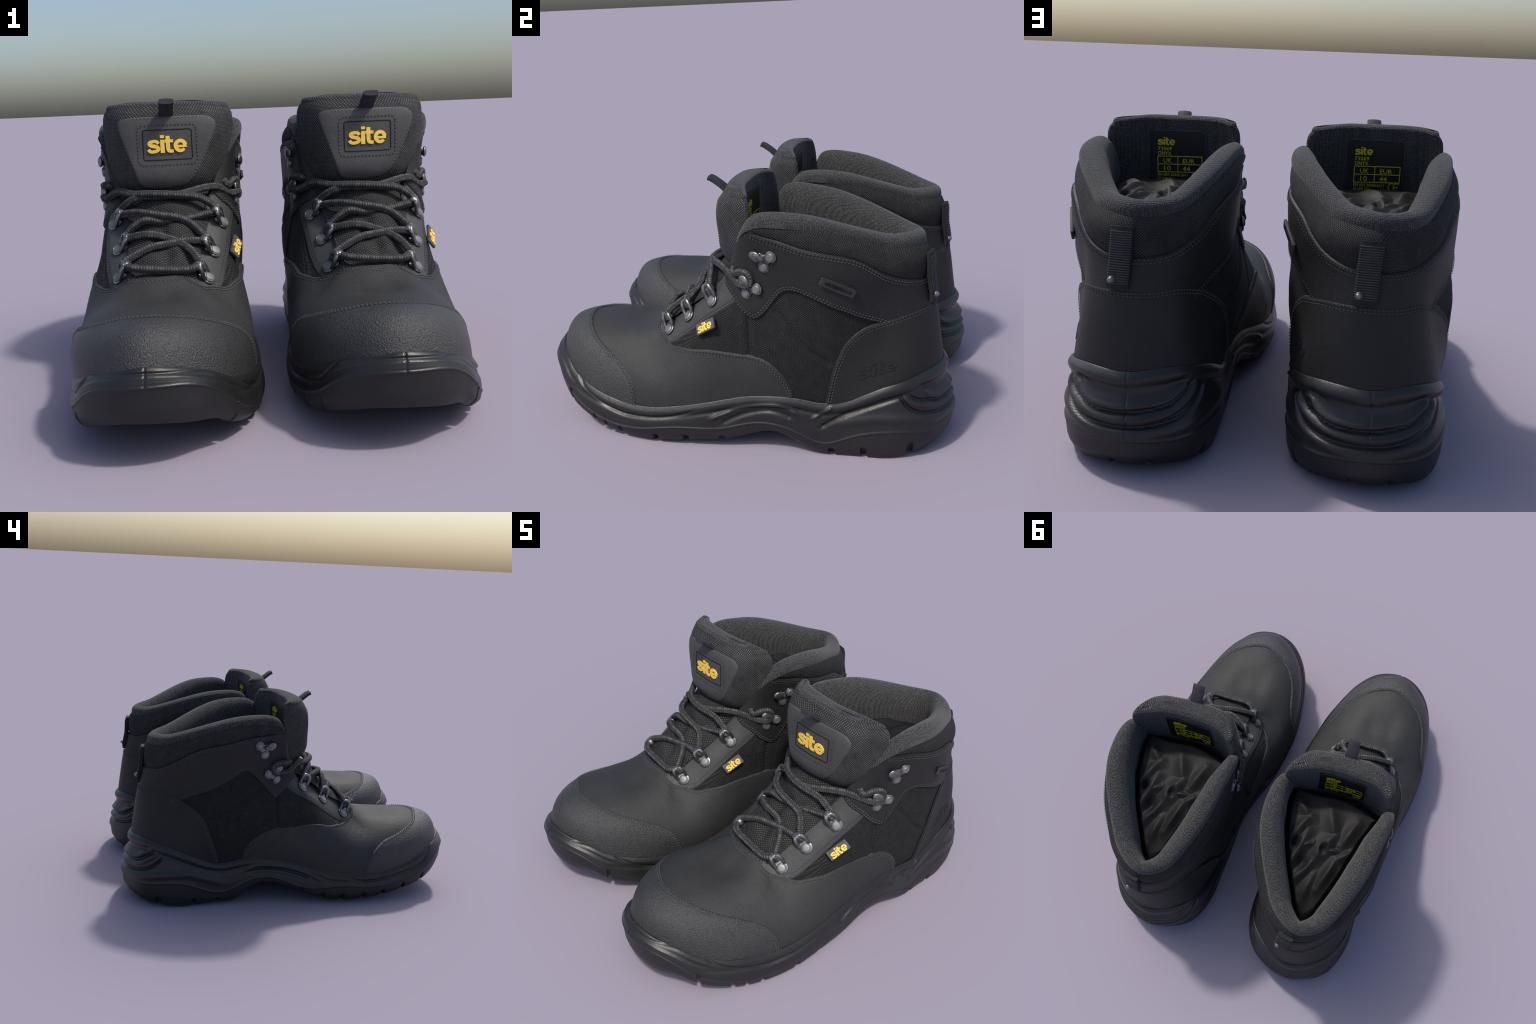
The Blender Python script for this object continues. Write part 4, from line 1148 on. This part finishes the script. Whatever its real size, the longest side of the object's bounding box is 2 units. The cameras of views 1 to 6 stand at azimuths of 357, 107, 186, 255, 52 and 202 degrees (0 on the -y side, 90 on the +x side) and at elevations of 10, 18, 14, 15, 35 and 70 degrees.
# ---------------------------------------------------------------- heel loop, tag, badge
lz = np.array([.672, .70, .74, .78, .82, .855, .875]); lx = np.interp(lz, [.67, .88], [.041, .026])
ly = np.array([on_upper(*locate((x, .89, z)))[0][1] for x, z in zip(lx, lz)]) + np.array([.012, .019, .020, .019, .019, .018, .016])
ly -= .006
V, F = strap(list(zip(lx, ly, lz)) + [(.026, ly[-1] - .002, .884)], (1, -.16, -.02), .083, .024, 90, .001)
hl = new_mesh("heel_loop", V, F, M_WEB, 50)
HLP = part("heel_loop", hl)
ribs = []
for z_ in np.arange(.690, .872, .0085):
    y_ = np.interp(z_, lz, ly) + .0115
    xc = np.interp(z_, [.67, .88], [.040, .026])
    ribs.append(tube([(xc - .039, y_ + .006, z_ + .001), (xc, y_ + .001, z_), (xc + .039, y_ - .006, z_ - .001)], .0024, 6))
V, F = merge(*ribs); part("webbing_ribs", new_mesh("webbing_ribs", V, F, M_THREAD), HLP, "stuff")
v, f = disc(.013, .012, 20, .6); Mb = frame_at(np.array([.061, float(np.interp(.702, lz, ly)) + .006, .702]), np.array([.1, 1, .05]), np.array([0, 0, 1]))
part("rivet", new_mesh("loop_rivet", v, f, M_RIVET, 50), HLP, None, Mb)

# woven side tag
P, N = on_upper(*locate((.287, -.066, .571)))
N = np.array([.76, -.46, .46]); N /= np.linalg.norm(N)
ax = np.array([.025, .096, .061]); Mt = frame_at(np.array([.287, -.069, .570]) + N * .002, N, np.cross(N, ax))
sx = np.sign(Mt[:3, 0] @ ax)
def slab(w, h, t_, r=.006, n=5):
    o = np.array([(p[0], p[2]) for p in rounded_rect(-w / 2, w / 2, -h / 2, h / 2, r, n)]); k_ = len(o)
    V = []
    for f_, z_ in ((.97, 0), (1, t_ * .25), (1, t_ * .7), (.96, t_), (.02, t_)):
        V += [(p[0] * f_, p[1] * f_, z_) for p in o]
    F = [(i * k_ + j, i * k_ + (j + 1) % k_, (i + 1) * k_ + (j + 1) % k_, (i + 1) * k_ + j) for i in range(4) for j in range(k_)]
    return np.array(V), F
v, f = slab(.112, .052, .011)
TG = part("side_tag", new_mesh("side_tag", v, f, M_TAG, 40), None, None, Mt)
v, f = brand_word(.042, .086, .003); v[:, 0] *= sx; v[:, 2] += .0105
part("tag_lettering", new_mesh("tag_lettering", v, f, M_YELLOW, 40), TG, None, Mt)
# moulded badge on the ankle
P, N = on_upper(*locate((.318, .530, .807))); ax = np.array([-.040, .132, -.068]); Mt = frame_at(P + N * .002, N, np.cross(N, ax)); sx = np.sign(Mt[:3, 0] @ ax)
if Mt[2, 1] < 0:
    Mt[:3, 0] *= -1; Mt[:3, 1] *= -1
    sx = np.sign(Mt[:3, 0] @ ax)
v, f = slab(.160, .038, .012, .004, 3)
BG = part("badge", new_mesh("badge", v, f, M_BADGE, 40), None, None, Mt)
v, f, size = letters("WATERPROOF", .015, .002, .01); v[:, 0] *= .125 / size[0] * sx; v[:, 2] += .0118
part("badge_lettering", new_mesh("badge_lettering", v, f, M_LABEL, 40), BG, None, Mt)

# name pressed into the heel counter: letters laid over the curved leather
v, f = brand_word(1.0, 1.0, 1.0); v[:, :2] += .5
c4 = np.array([(.289, .600, .372), (.253, .772, .415), (.286, .618, .440), (.252, .765, .468)])       # bottom left, bottom right, top left, top right
st4 = np.array([locate(p) for p in c4])
a_, b_ = v[:, :1], v[:, 1:2]
st = st4[0] * (1 - a_) * (1 - b_) + st4[1] * a_ * (1 - b_) + st4[2] * (1 - a_) * b_ + st4[3] * a_ * b_
P, N = on_upper(st[:, 0], st[:, 1])
part("pressed_lettering", new_mesh("pressed_lettering", P + N * (.0062 + v[:, 2:3] * .0022), f, M_PRESSED, 40))

# ---------------------------------------------------------------- thread
V, F = [], []
for p0, p1, nn, ii in STITCHES:
    ax_ = p1 - p0; l_ = np.linalg.norm(ax_)
    if l_ < 1e-6:
        continue
    ax_ /= l_; w_ = np.cross(nn, ax_); w_ /= np.linalg.norm(w_) + 1e-9
    o = len(V)
    for t_, r_, h_ in ((0, .0014, -.001), (.3, .0025, .0019), (.7, .0025, .0019), (1, .0014, -.001)):
        c = p0 + ax_ * (l_ * t_) + nn * h_
        V += [c + w_ * r_, c + nn * .0012, c - w_ * r_]
    for i in range(3):
        a0 = o + i * 3; F += [(a0, a0 + 1, a0 + 4, a0 + 3), (a0 + 1, a0 + 2, a0 + 5, a0 + 4)]
part("stitching", new_mesh("stitching", V, F, M_THREAD), None, "stuff")

# ---------------------------------------------------------------- two boots
def build_boot(x):
    root = bpy.data.objects.new("safety_boot", None)
    root.empty_display_size = .2; root.location = (x, 0, 0)
    bpy.context.collection.objects.link(root)
    root["label"] = "black leather lace-up safety boot with yellow lettering"
    root["category"] = "work boot"
    made = []
    for name, me, parent, kind, M in PARTS:
        o = bpy.data.objects.new(name, me); bpy.context.collection.objects.link(o)
        local = Matrix([list(r) for r in M]) if M is not None else Matrix.Identity(4)
        if parent is None:
            o.parent = root; o.matrix_basis = local
        else:
            pm_ = PARTS[parent][4]
            base = Matrix([list(r) for r in pm_]) if pm_ is not None else Matrix.Identity(4)
            o.parent = made[parent]; o.matrix_basis = base.inverted() @ local
        if kind:
            o["kind"] = kind
        made.append(o)
    return root
build_boot(.422)
build_boot(-.422)
